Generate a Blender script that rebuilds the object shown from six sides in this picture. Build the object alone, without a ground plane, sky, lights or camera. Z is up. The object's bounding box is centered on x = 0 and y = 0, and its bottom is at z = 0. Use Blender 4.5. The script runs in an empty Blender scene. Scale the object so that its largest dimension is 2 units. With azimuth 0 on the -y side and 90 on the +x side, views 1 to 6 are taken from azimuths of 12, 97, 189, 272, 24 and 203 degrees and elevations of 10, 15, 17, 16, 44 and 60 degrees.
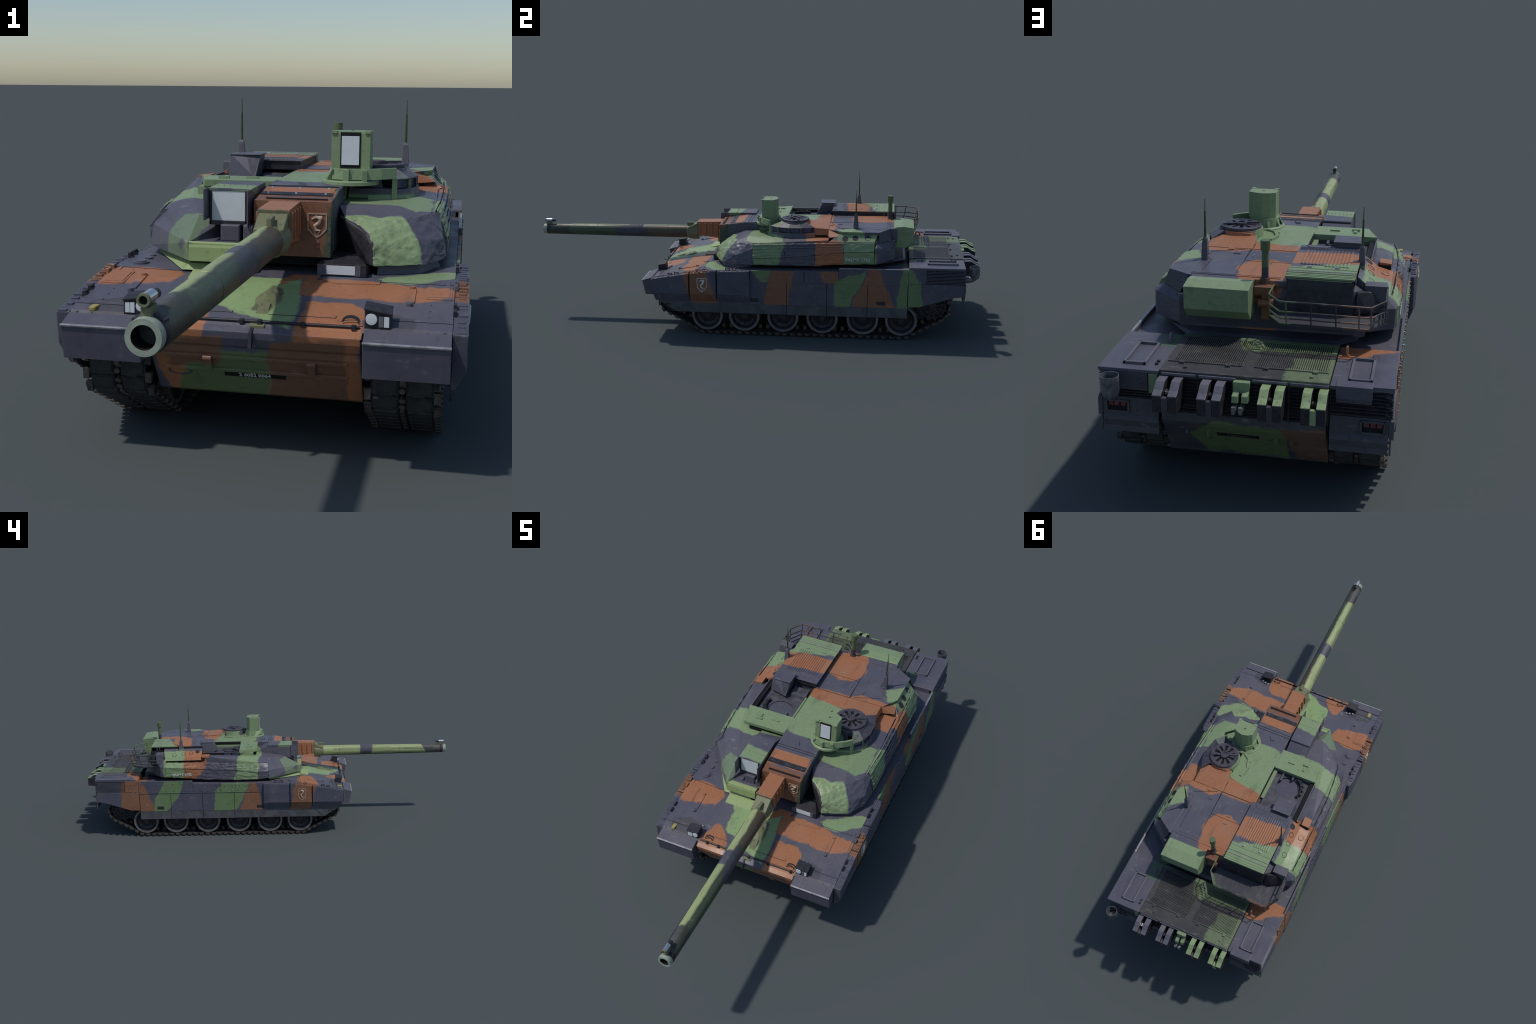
# Main battle tank: hull, skirts, running gear, turret, gun and fittings, all built from
# measured profiles, convex armour blocks, lathes and tubes.  Metres, front = -y, z up.
import bpy, bmesh, math, random
from mathutils import Vector, Matrix, noise

random.seed(7)
SC = bpy.context.scene

# ------------------------------------------------------------------ colours
VIOLET = (0.095, 0.093, 0.123)
GREEN = (0.222, 0.305, 0.160)
BROWN = (0.365, 0.152, 0.072)
LIME = (0.320, 0.375, 0.175)
# same three paints for the side skirts, darkened with the shade on those sides
S_VIOLET = (0.078, 0.079, 0.112)
S_GREEN = (0.140, 0.212, 0.098)
S_BROWN = (0.225, 0.105, 0.060)
OLIVE = (0.115, 0.125, 0.070)
BLACK = (0.014, 0.014, 0.017)
SOOT = (0.050, 0.049, 0.052)


# ------------------------------------------------------------------ materials
class Nodes:
    def __init__(self, name):
        self.m = bpy.data.materials.new(name)
        self.m.use_nodes = True
        self.t = self.m.node_tree
        self.t.nodes.clear()
        self.out = self.new("ShaderNodeOutputMaterial")
        self.bsdf = self.new("ShaderNodeBsdfPrincipled")
        self.link(self.bsdf.outputs[0], self.out.inputs[0])
        self.co = self.new("ShaderNodeTexCoord").outputs["Object"]

    def new(self, kind, **kw):
        n = self.t.nodes.new(kind)
        for k, v in kw.items():
            setattr(n, k, v)
        return n

    def link(self, a, b):
        self.t.links.new(a, b)

    def put(self, sock, v):
        if hasattr(v, "is_linked") or hasattr(v, "node"):
            self.link(v, sock)
        elif isinstance(v, (int, float)):
            sock.default_value = v
        else:
            sock.default_value = (*v, 1.0) if len(sock.default_value) == 4 else v

    def math(self, op, a, b=0.0, c=0.0):
        n = self.new("ShaderNodeMath", operation=op)
        for s, v in zip(n.inputs, (a, b, c)):
            self.put(s, v)
        return n.outputs[0]

    def vec(self, op, a, b):
        n = self.new("ShaderNodeVectorMath", operation=op)
        self.put(n.inputs[0], a)
        self.put(n.inputs[1], b)
        return n.outputs["Value" if op == "DOT_PRODUCT" else "Vector"]

    def noise(self, co, scale, detail=2.0, stretch=None, rough=0.5, color=False):
        if stretch:
            mp = self.new("ShaderNodeMapping")
            self.link(co, mp.inputs[0])
            mp.inputs["Scale"].default_value = stretch
            co = mp.outputs[0]
        n = self.new("ShaderNodeTexNoise")
        self.link(co, n.inputs["Vector"])
        n.inputs["Scale"].default_value = scale
        n.inputs["Detail"].default_value = detail
        n.inputs["Roughness"].default_value = rough
        return n.outputs["Color" if color else "Fac"]

    def ramp(self, v, lo, hi, a=0.0, b=1.0):
        n = self.new("ShaderNodeMapRange", interpolation_type="SMOOTHSTEP")
        for s, x in zip(n.inputs, (v, lo, hi, a, b)):
            self.put(s, x)
        return n.outputs[0]

    def mix(self, f, a, b, blend="MIX"):
        n = self.new("ShaderNodeMix", data_type="RGBA", blend_type=blend)
        self.put(n.inputs[0], f)
        self.put(n.inputs[6], a)
        self.put(n.inputs[7], b)
        return n.outputs[2]

    def bump(self, h, strength, dist, base=None):
        n = self.new("ShaderNodeBump")
        n.inputs["Strength"].default_value = strength
        n.inputs["Distance"].default_value = dist
        self.link(h, n.inputs["Height"])
        if base is not None:
            self.link(base, n.inputs["Normal"])
        return n.outputs[0]

    def finish(self, col, rough=0.6, metal=0.0, normal=None, spec=0.35):
        self.put(self.bsdf.inputs["Base Color"], col)
        self.put(self.bsdf.inputs["Roughness"], rough)
        self.bsdf.inputs["Metallic"].default_value = metal
        self.bsdf.inputs["Specular IOR Level"].default_value = spec
        if normal is not None:
            self.link(normal, self.bsdf.inputs["Normal"])
        return self.m


def half_planes(plane, pts):
    """Inward half planes (normal, offset) of a convex outline in the named plane."""
    ax = ["xyz".index(c) for c in plane]
    area = sum(p[0] * q[1] - q[0] * p[1] for p, q in zip(pts, pts[1:] + pts[:1]))
    if area < 0:
        pts = pts[::-1]
    out = []
    for p, q in zip(pts, pts[1:] + pts[:1]):
        d = Vector((q[0] - p[0], q[1] - p[1]))
        if d.length < 1e-6:
            continue
        n = Vector((-d.y, d.x)).normalized()
        v = [0.0, 0.0, 0.0]
        v[ax[0]], v[ax[1]] = n.x, n.y
        out.append((tuple(v), -(n.x * p[0] + n.y * p[1])))
    return out


def camo(name, base, patches, rough=0.46, wob=0.010, soft=0.004, crumple=0.0, grime=0.35, streak=None):
    """Painted camouflage.  Each patch: (plane, convex outline, colour[, limits]) where limits are
    extra half spaces such as ('x', 0.28, 1)  ->  x > 0.28."""
    N = Nodes(name)
    n = N.noise(N.co, 17.0, 2.0, color=True)
    off = N.vec("SCALE", N.vec("SUBTRACT", n, (0.5, 0.5, 0.5)), (0, 0, 0))
    off.node.inputs["Scale"].default_value = wob * 3.2
    n2 = N.noise(N.co, 75.0, 3.0, color=True)
    off2 = N.vec("SCALE", N.vec("SUBTRACT", n2, (0.5, 0.5, 0.5)), (0, 0, 0))
    off2.node.inputs["Scale"].default_value = wob * 0.9
    p = N.vec("ADD", N.vec("ADD", N.co, off), off2)
    col = base
    for pat in patches:
        plane, pts, c = pat[:3]
        f = None
        for nrm, o in half_planes(plane, list(pts)):
            d = N.math("ADD", N.vec("DOT_PRODUCT", p, nrm), o)
            if f is None:
                f = d
            else:
                f = N.math("SMOOTH_MIN", f, d, 0.007)
        for ax, val, sign in (pat[3] if len(pat) > 3 else ()):
            nrm = [0.0, 0.0, 0.0]
            nrm["xyz".index(ax)] = float(sign)
            d = N.math("ADD", N.vec("DOT_PRODUCT", N.co, tuple(nrm)), -sign * val)
            f = N.math("MINIMUM", f, d)
        col = N.mix(N.ramp(f, -soft, soft), col, c)
    if not patches:
        col = N.mix(0.0, base, base)
    # worn paint: broad fading, fine grain and streaks
    fade = N.noise(N.co, 9.0, 4.0, rough=0.6)
    col = N.mix(N.ramp(fade, 0.40, 0.80, 0.0, 0.14), col, (0.24, 0.225, 0.20))
    fine = N.noise(N.co, 120.0, 3.0, stretch=streak)
    col = N.mix(N.ramp(fine, 0.52, 0.80, 0.0, grime), col, (0.030, 0.029, 0.033))
    # smears of oil and dust dragged along the vehicle
    smear = N.noise(N.co, 26.0, 4.0, stretch=(1.0, 0.30, 1.0), rough=0.65)
    col = N.mix(N.ramp(smear, 0.54, 0.72, 0.0, 0.45 * grime + 0.12), col, (0.040, 0.038, 0.040))
    dust = N.noise(N.co, 48.0, 3.0, stretch=(0.5, 1.0, 1.0), rough=0.6)
    col = N.mix(N.ramp(dust, 0.60, 0.78, 0.0, 0.28), col, (0.34, 0.33, 0.30))
    chips = N.noise(N.co, 260.0, 2.0)
    col = N.mix(N.ramp(chips, 0.70, 0.76, 0.0, 0.35), col, (0.30, 0.29, 0.27))
    # paint rubbed off along the edges
    bev = N.new("ShaderNodeBevel", samples=4)
    bev.inputs["Radius"].default_value = 0.0022
    geo = N.new("ShaderNodeNewGeometry")
    edge = N.math("SUBTRACT", 1.0, N.vec("DOT_PRODUCT", bev.outputs[0], geo.outputs["Normal"]))
    edge = N.math("MULTIPLY", N.ramp(edge, 0.03, 0.22), N.ramp(fine, 0.30, 0.60, 0.2, 1.0))
    col = N.mix(N.math("MULTIPLY", edge, 0.35), col, (0.36, 0.35, 0.34))
    nb = N.bump(N.noise(N.co, 70.0, 3.0), 0.25, 0.0015)
    if crumple:
        c1 = N.noise(N.co, 34.0, 2.0, stretch=(1.0, 0.45, 1.6))
        nb = N.bump(c1, crumple, 0.012, nb)
    return N.finish(col, N.ramp(fade, 0.3, 0.7, rough - 0.1, rough + 0.1), normal=nb)


def plain(name, col, rough=0.55, metal=0.0, spec=0.35, vary=0.25, bump=0.15, scale=60.0):
    N = Nodes(name)
    f = N.noise(N.co, scale, 4.0, rough=0.6)
    dark = tuple(c * (1 - vary) for c in col)
    lite = tuple(min(1, c * (1 + vary)) for c in col)
    c = N.mix(N.ramp(f, 0.3, 0.7), dark, lite)
    return N.finish(c, rough, metal, N.bump(f, bump, 0.001), spec)


W = 0.03
M = {}
M["glacis"] = camo("camouflage_front_deck", VIOLET, [
    ("xy", [(-0.15, -0.225), (-0.158, -0.312), (-0.109, -0.335), (-0.085, -0.44), (0.07, -0.44), (0.055, -0.20), (-0.07, -0.19)], (0.255, 0.365, 0.165)),
    ("xy", [(-0.345, -0.172), (-0.30, -0.160), (-0.20, -0.170), (-0.187, -0.200), (-0.205, -0.252), (-0.272, -0.264), (-0.35, -0.284)], BROWN),
    ("xy", [(-0.174, -0.355), (-0.150, -0.312), (-0.118, -0.331), (-0.086, -0.394), (-0.09, -0.45), (-0.20, -0.45)], BROWN),
    ("xy", [(0.062, -0.17), (0.18, -0.190), (0.30, -0.190), (0.38, -0.20), (0.38, -0.235), (0.273, -0.288), (0.18, -0.284), (0.055, -0.275)], BROWN),
    ("xy", [(0.075, -0.302), (0.156, -0.307), (0.188, -0.334), (0.19, -0.45), (0.075, -0.45)], BROWN),
    ("xy", [(0.19, -0.165), (0.284, -0.10), (0.35, -0.085), (0.345, -0.13), (0.276, -0.180), (0.22, -0.197)], GREEN),
    ("xy", [(0.000, -0.236), (0.024, -0.245), (0.030, -0.30), (0.018, -0.36), (-0.014, -0.355), (-0.012, -0.29)], OLIVE),
    ("xy", [(0.03, -0.175), (0.10, -0.172), (0.075, -0.19), (0.06, -0.23), (0.012, -0.235), (0.015, -0.195)], BROWN),
    ("xy", [(-0.30, -0.412), (-0.195, -0.408), (-0.195, -0.350), (-0.255, -0.330), (-0.315, -0.355)], (0.062, 0.061, 0.074)),
    ("xy", [(0.200, -0.410), (0.275, -0.405), (0.285, -0.355), (0.220, -0.345)], (0.066, 0.065, 0.080)),
    # lower nose: darker green and brown patches
    ("xz", [(-0.15, 0.10), (0.02, 0.10), (0.03, 0.20), (-0.12, 0.20)], (0.13, 0.175, 0.075), [("y", -0.20, -1), ("z", 0.236, -1)]),
    ("xz", [(0.02, 0.09), (0.165, 0.09), (0.165, 0.235), (0.03, 0.225)], (0.20, 0.098, 0.058), [("y", -0.20, -1), ("z", 0.236, -1)]),
    ("xz", [(-0.16, 0.165), (-0.06, 0.17), (-0.05, 0.225), (-0.17, 0.225)], (0.20, 0.098, 0.058), [("y", -0.20, -1), ("z", 0.236, -1)]),
    # rear side decks
    ("xy", [(-0.36, 0.66), (-0.20, 0.66), (-0.20, 0.80), (-0.245, 0.77), (-0.36, 0.75)], BROWN),
    ("xy", [(0.19, 0.66), (0.245, 0.66), (0.245, 0.775), (0.19, 0.785)], (0.075, 0.12, 0.075)),
], grime=0.30)
M["skirt_right"] = camo("camouflage_right_skirt", S_VIOLET, [
    ("yz", [(-0.283, 0.30), (-0.165, 0.30), (-0.130, 0.19), (-0.118, 0.14), (-0.240, 0.14), (-0.251, 0.202)], S_BROWN),
    ("yz", [(0.021, 0.31), (0.120, 0.31), (0.098, 0.250), (0.070, 0.252)], S_GREEN),
    ("yz", [(0.112, 0.31), (0.213, 0.31), (0.205, 0.25), (0.182, 0.14), (0.056, 0.14), (0.10, 0.25)], S_BROWN),
    ("yz", [(0.314, 0.32), (0.400, 0.32), (0.400, 0.247), (0.335, 0.252)], S_BROWN),
    ("yz", [(0.402, 0.33), (0.530, 0.33), (0.496, 0.250), (0.439, 0.14), (0.392, 0.14), (0.357, 0.242), (0.390, 0.256)], S_GREEN),
    ("yz", [(0.530, 0.33), (0.570, 0.33), (0.605, 0.239), (0.645, 0.14), (0.437, 0.14), (0.496, 0.246)], S_BROWN),
    ("yz", [(0.668, 0.33), (0.742, 0.33), (0.748, 0.246), (0.805, 0.14), (0.640, 0.14), (0.656, 0.237)], S_GREEN),
], crumple=0.05)
M["skirt_left"] = camo("camouflage_left_skirt", S_VIOLET, [
    ("yz", [(-0.15, 0.31), (-0.290, 0.31), (-0.248, 0.193), (-0.241, 0.14), (-0.120, 0.14), (-0.130, 0.195)], S_BROWN),
    ("yz", [(0.235, 0.31), (0.080, 0.31), (0.119, 0.243), (0.154, 0.14), (0.290, 0.14), (0.286, 0.249)], S_GREEN),
    ("yz", [(0.092, 0.31), (0.070, 0.31), (0.039, 0.242), (0.027, 0.14), (0.155, 0.14), (0.118, 0.243)], S_BROWN),
    ("yz", [(0.544, 0.32), (0.400, 0.33), (0.460, 0.249), (0.488, 0.216), (0.518, 0.14), (0.624, 0.14), (0.612, 0.202)], S_GREEN),
    ("yz", [(0.785, 0.325), (0.690, 0.325), (0.659, 0.277), (0.621, 0.195), (0.614, 0.14), (0.785, 0.14), (0.790, 0.246)], S_BROWN),
], crumple=0.05)
LX, RX = [("x", -0.288, -1)], [("x", 0.288, 1)]
M["turret"] = camo("camouflage_turret", VIOLET, [
    # roof
    ("xy", [(-0.07, 0.30), (0.06, 0.29), (0.10, 0.27), (0.105, 0.045), (0.03, 0.05), (-0.03, 0.068), (-0.085, 0.07), (-0.07, 0.20)], GREEN),
    ("xy", [(-0.07, 0.36), (0.10, 0.36), (0.10, 0.278), (0.03, 0.284), (-0.07, 0.302)], BROWN),
    ("xy", [(0.30, 0.26), (0.189, 0.25), (0.096, 0.25), (0.09, 0.347), (0.146, 0.397), (0.2, 0.386), (0.30, 0.38)], BROWN),
    ("xy", [(0.074, 0.448), (0.01, 0.442), (-0.05, 0.484), (-0.05, 0.60), (0.013, 0.66), (0.071, 0.63), (0.100, 0.522)], BROWN),
    ("xy", [(0.30, 0.395), (0.235, 0.395), (0.205, 0.457), (0.29, 0.52)], GREEN),
    ("xy", [(0.055, 0.13), (0.06, 0.03), (0.12, 0.005), (0.25, -0.005), (0.285, 0.03), (0.285, 0.165), (0.17, 0.15), (0.10, 0.14)], GREEN, [("z", 0.4275, -1)]),
    ("xy", [(-0.19, 0.028), (-0.302, 0.054), (-0.304, 0.166), (-0.236, 0.180), (-0.18, 0.15), (-0.10, 0.14), (-0.06, 0.06)], GREEN),
    ("xy", [(-0.06, -0.105), (0.095, -0.105), (0.095, -0.05), (-0.06, -0.05)], BROWN, [("z", 0.432, 1)]),
    # gunner sight hood and well lip
    ("xy", [(-0.156, -0.14), (-0.06, -0.14), (-0.06, -0.075), (-0.156, -0.06)], GREEN, [("z", 0.445, 1)]),
    # cheeks: right, left and shelf
    ("xy", [(0.105, -0.16), (0.27, -0.16), (0.275, -0.105), (0.255, -0.080), (0.230, -0.050), (0.105, -0.072)], (0.265, 0.350, 0.180)),
    ("xy", [(-0.185, -0.20), (-0.06, -0.20), (-0.06, -0.115), (-0.15, -0.10), (-0.225, -0.11)], (0.32, 0.41, 0.18), [("z", 0.36, -1), ("y", -0.165, -1)]),
    ("xy", [(-0.175, -0.20), (-0.25, -0.10), (-0.225, -0.070), (-0.160, -0.10)], (0.15, 0.205, 0.13)),
    # right flank
    ("yz", [(0.030, 0.43), (0.175, 0.43), (0.154, 0.36), (0.129, 0.30), (0.035, 0.30)], GREEN, RX),
    ("yz", [(0.298, 0.425), (0.42, 0.425), (0.42, 0.30), (0.298, 0.30)], BROWN, RX),
    ("yz", [(0.418, 0.44), (0.566, 0.44), (0.566, 0.30), (0.418, 0.30)], GREEN, [("x", 0.25, 1), ("z", 0.4555, -1)]),
    # left flank
    ("yz", [(0.556, 0.455), (0.442, 0.455), (0.446, 0.30), (0.556, 0.30)], GREEN, [("x", -0.235, -1)]),
    ("yz", [(0.446, 0.478), (0.345, 0.478), (0.325, 0.403), (0.392, 0.30), (0.446, 0.30)], BROWN, [("x", -0.235, -1)]),
    ("yz", [(0.160, 0.415), (0.043, 0.415), (0.046, 0.30), (0.178, 0.30)], GREEN, LX),
    ("xz", [(-0.31, 0.30), (-0.24, 0.30), (-0.20, 0.46), (-0.31, 0.46)], (0.13, 0.175, 0.10), [("y", 0.50, 1), ("z", 0.30, -1)]),
], grime=0.32)
M["cover"] = camo("crumpled_armour_cover", VIOLET, [
    ("xy", [(0.105, -0.16), (0.27, -0.16), (0.275, -0.105), (0.255, -0.080), (0.230, -0.050), (0.105, -0.072)], (0.265, 0.350, 0.180)),
    ("yz", [(0.030, 0.43), (0.175, 0.43), (0.154, 0.36), (0.129, 0.30), (0.035, 0.30)], GREEN, RX),
    ("yz", [(0.298, 0.425), (0.42, 0.425), (0.42, 0.30), (0.298, 0.30)], BROWN, RX),
    ("yz", [(0.418, 0.44), (0.556, 0.44), (0.556, 0.30), (0.418, 0.30)], GREEN, RX),
    ("yz", [(0.548, 0.455), (0.442, 0.455), (0.446, 0.30), (0.548, 0.30)], GREEN, LX),
    ("yz", [(0.446, 0.478), (0.345, 0.478), (0.325, 0.403), (0.392, 0.30), (0.446, 0.30)], BROWN, LX),
    ("yz", [(0.160, 0.415), (0.043, 0.415), (0.046, 0.30), (0.178, 0.30)], GREEN, LX),
], crumple=0.35, grime=0.40, rough=0.38)
M["bin"] = camo("camouflage_bustle_bin", VIOLET, [
    ("xy", [(-0.02, 0.425), (-0.26, 0.417), (-0.26, 0.52), (-0.168, 0.52), (-0.02, 0.56)], BROWN),
    ("xy", [(-0.02, 0.56), (-0.13, 0.525), (-0.24, 0.50), (-0.24, 0.67), (-0.06, 0.67), (-0.02, 0.62)], GREEN),
], grime=0.2)
M["mantlet"] = camo("brown_mantlet_paint", (0.215, 0.092, 0.050), [
    ("yz", [(-0.148, 0.32), (-0.02, 0.32), (-0.02, 0.47), (-0.12, 0.47)], (0.060, 0.085, 0.050), [("x", 0.093, 1)]),
    ("xz", [(0.083, 0.32), (0.11, 0.32), (0.11, 0.43), (0.096, 0.43)], (0.060, 0.085, 0.050)),
], grime=0.45)
M["collar"] = camo("gun_collar_paint", BROWN, [
    ("xz", [(-0.03, 0.36), (0.04, 0.36), (0.04, 0.433), (-0.03, 0.438)], OLIVE, [("y", -0.258, -1)]),
], grime=0.3)
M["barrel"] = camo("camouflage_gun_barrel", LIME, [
    ("yz", [(-0.52, 0.34), (-0.52, 0.43), (-0.592, 0.43), (-0.583, 0.34)], VIOLET),
    ("yz", [(-0.855, 0.43), (-0.99, 0.43), (-0.99, 0.34), (-0.90, 0.34)], (0.070, 0.070, 0.072)),
    ("xy", [(0.0110, -0.290), (0.05, -0.290), (0.05, -0.985), (0.0095, -0.985)], (0.050, 0.055, 0.038)),  # shadow on the right flank painted dark, also in the three last patches
    ("yz", [(-0.29, 0.30), (-0.985, 0.30), (-0.985, 0.366), (-0.29, 0.3635)], (0.085, 0.105, 0.055)),  # underside shading drawn as a dark green band
    ("xy", [(0.006, -0.31), (0.04, -0.31), (0.04, -0.50), (0.016, -0.48)], (0.085, 0.065, 0.042)),
    ("xy", [(0.012, -0.50), (0.04, -0.52), (0.04, -0.66), (0.018, -0.62)], (0.055, 0.055, 0.075)),
    ("xy", [(0.018, -0.62), (0.04, -0.66), (0.04, -0.88), (0.014, -0.86)], (0.065, 0.09, 0.050)),
], streak=(1.0, 0.12, 1.0), grime=0.45, wob=0.003)
M["breech"] = camo("olive_gun_sleeve", (0.165, 0.175, 0.090), [], grime=0.5)
M["green"] = camo("green_paint", GREEN, [], grime=0.30)
M["lime"] = camo("bright_green_paint", (0.32, 0.41, 0.18), [], grime=0.25)
M["violet"] = camo("violet_black_paint", VIOLET, [], grime=0.35)
M["sheet"] = camo("dusty_mudguard_paint", (0.092, 0.090, 0.120), [], rough=0.42, grime=0.30, streak=(1.0, 0.15, 0.25))
M["brown"] = camo("brown_paint", BROWN, [], grime=0.3)
M["deck"] = camo("engine_deck_paint", SOOT, [
    ("xy", [(-0.21, 0.66), (-0.03, 0.66), (0.05, 0.70), (0.03, 0.78), (-0.03, 0.775), (-0.21, 0.785)], (0.15, 0.20, 0.10)),
    ("xy", [(-0.21, 0.79), (-0.10, 0.80), (-0.09, 0.95), (-0.21, 0.95)], (0.14, 0.18, 0.095)),
    ("xy", [(0.21, 0.66), (0.05, 0.66), (0.10, 0.70), (0.21, 0.72)], (0.075, 0.12, 0.075)),
], grime=0.5)
M["rear"] = camo("camouflage_rear_plate", (0.060, 0.060, 0.072), [  # all three colours lowered to include the shade on the tail
    ("xz", [(-0.10, 0.10), (0.10, 0.10), (0.13, 0.165), (0.07, 0.21), (-0.10, 0.205)], (0.125, 0.165, 0.070)),
    ("xz", [(-0.21, 0.10), (-0.12, 0.10), (-0.09, 0.21), (-0.21, 0.215)], (0.16, 0.085, 0.055)),
], crumple=0.25, grime=0.4)
M["hook_l"] = camo("hook_paint_violet", (0.13, 0.125, 0.155), [], grime=0.45)
M["hook_r"] = camo("hook_paint_green", (0.27, 0.36, 0.175), [], grime=0.45)
M["rail"] = camo("basket_rail_paint", (0.045, 0.046, 0.048), [
    ("xy", [(-0.02, 0.60), (0.0, 0.75), (-0.09, 0.75), (-0.05, 0.60)], (0.13, 0.165, 0.09)),
    ("xy", [(-0.20, 0.72), (-0.28, 0.72), (-0.28, 0.76), (-0.20, 0.76)], (0.20, 0.11, 0.075)),
], grime=0.6, wob=0.02)
M["tail"] = camo("rear_paint_darkened_for_shade", (0.068, 0.069, 0.088), [], rough=0.42, grime=0.55, crumple=0.12)
M["rubber"] = plain("track_rubber", (0.034, 0.037, 0.038), 0.75, bump=0.4)
M["steel"] = plain("worn_track_steel", (0.105, 0.088, 0.078), 0.42, 0.5, vary=0.5, bump=0.5)
M["tyre"] = plain("road_wheel_tyre", (0.170, 0.166, 0.166), 0.36, 0.25, vary=0.25)  # grey lifted to colour in the highlight along the wheel rims
M["hub"] = plain("road_wheel_paint", (0.028, 0.027, 0.033), 0.5, vary=0.4)
M["dark"] = plain("dark_fittings", (0.028, 0.028, 0.034), 0.5, vary=0.3)
M["black"] = plain("black_recess", (0.007, 0.007, 0.009), 0.8, vary=0.2)
M["seam"] = plain("panel_gap", (0.010, 0.010, 0.012), 0.9, vary=0.1)
M["flap"] = plain("rubber_skirt_flap", (0.080, 0.084, 0.092), 0.6, vary=0.25, scale=25)
M["muzzle"] = plain("muzzle_ring_paint", (0.32, 0.36, 0.29), 0.5, vary=0.15)
M["chrome"] = plain("bright_metal", (0.62, 0.63, 0.66), 0.22, 0.9, vary=0.06)
M["lens"] = plain("pale_optic_glass", (0.66, 0.70, 0.73), 0.25, 0.0, 0.5, vary=0.03, bump=0.0)
M["glassgrey"] = plain("grey_optic_glass", (0.14, 0.15, 0.16), 0.25, 0.0, 0.5, vary=0.05, bump=0.0)
M["blueglass"] = plain("vision_block_glass", (0.055, 0.062, 0.110), 0.15, 0.0, 0.6, vary=0.4, bump=0.0)
M["metal"] = plain("worn_green_metal", (0.21, 0.225, 0.185), 0.30, 0.35, vary=0.45, bump=0.5, scale=45)
M["hatch"] = plain("commander_hatch_paint", (0.070, 0.064, 0.080), 0.42, vary=0.3)
M["floor"] = plain("hatch_well_paint", (0.075, 0.073, 0.090), 0.6, vary=0.35, scale=30)
M["antenna"] = plain("antenna_green", (0.060, 0.075, 0.032), 0.6)
M["exhaust"] = plain("exhaust_steel", (0.16, 0.165, 0.18), 0.4, 0.4, vary=0.35)
M["letter"] = plain("stencil_paint", (0.58, 0.62, 0.58), 0.6, vary=0.25, scale=200)
M["badge"] = plain("badge_paint", (0.62, 0.64, 0.60), 0.45, vary=0.2, scale=120)
M["badge_copper"] = plain("badge_worn_copper", (0.60, 0.47, 0.36), 0.35, 0.4, vary=0.3, scale=120)
M["lamp"] = plain("red_rear_lamp", (0.16, 0.045, 0.050), 0.4, vary=0.5, scale=150)
M["wear"] = plain("bare_edge_metal", (0.34, 0.33, 0.34), 0.4, 0.4)
M["ochre"] = plain("ochre_fitting", (0.33, 0.27, 0.09), 0.6, vary=0.3)


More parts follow.
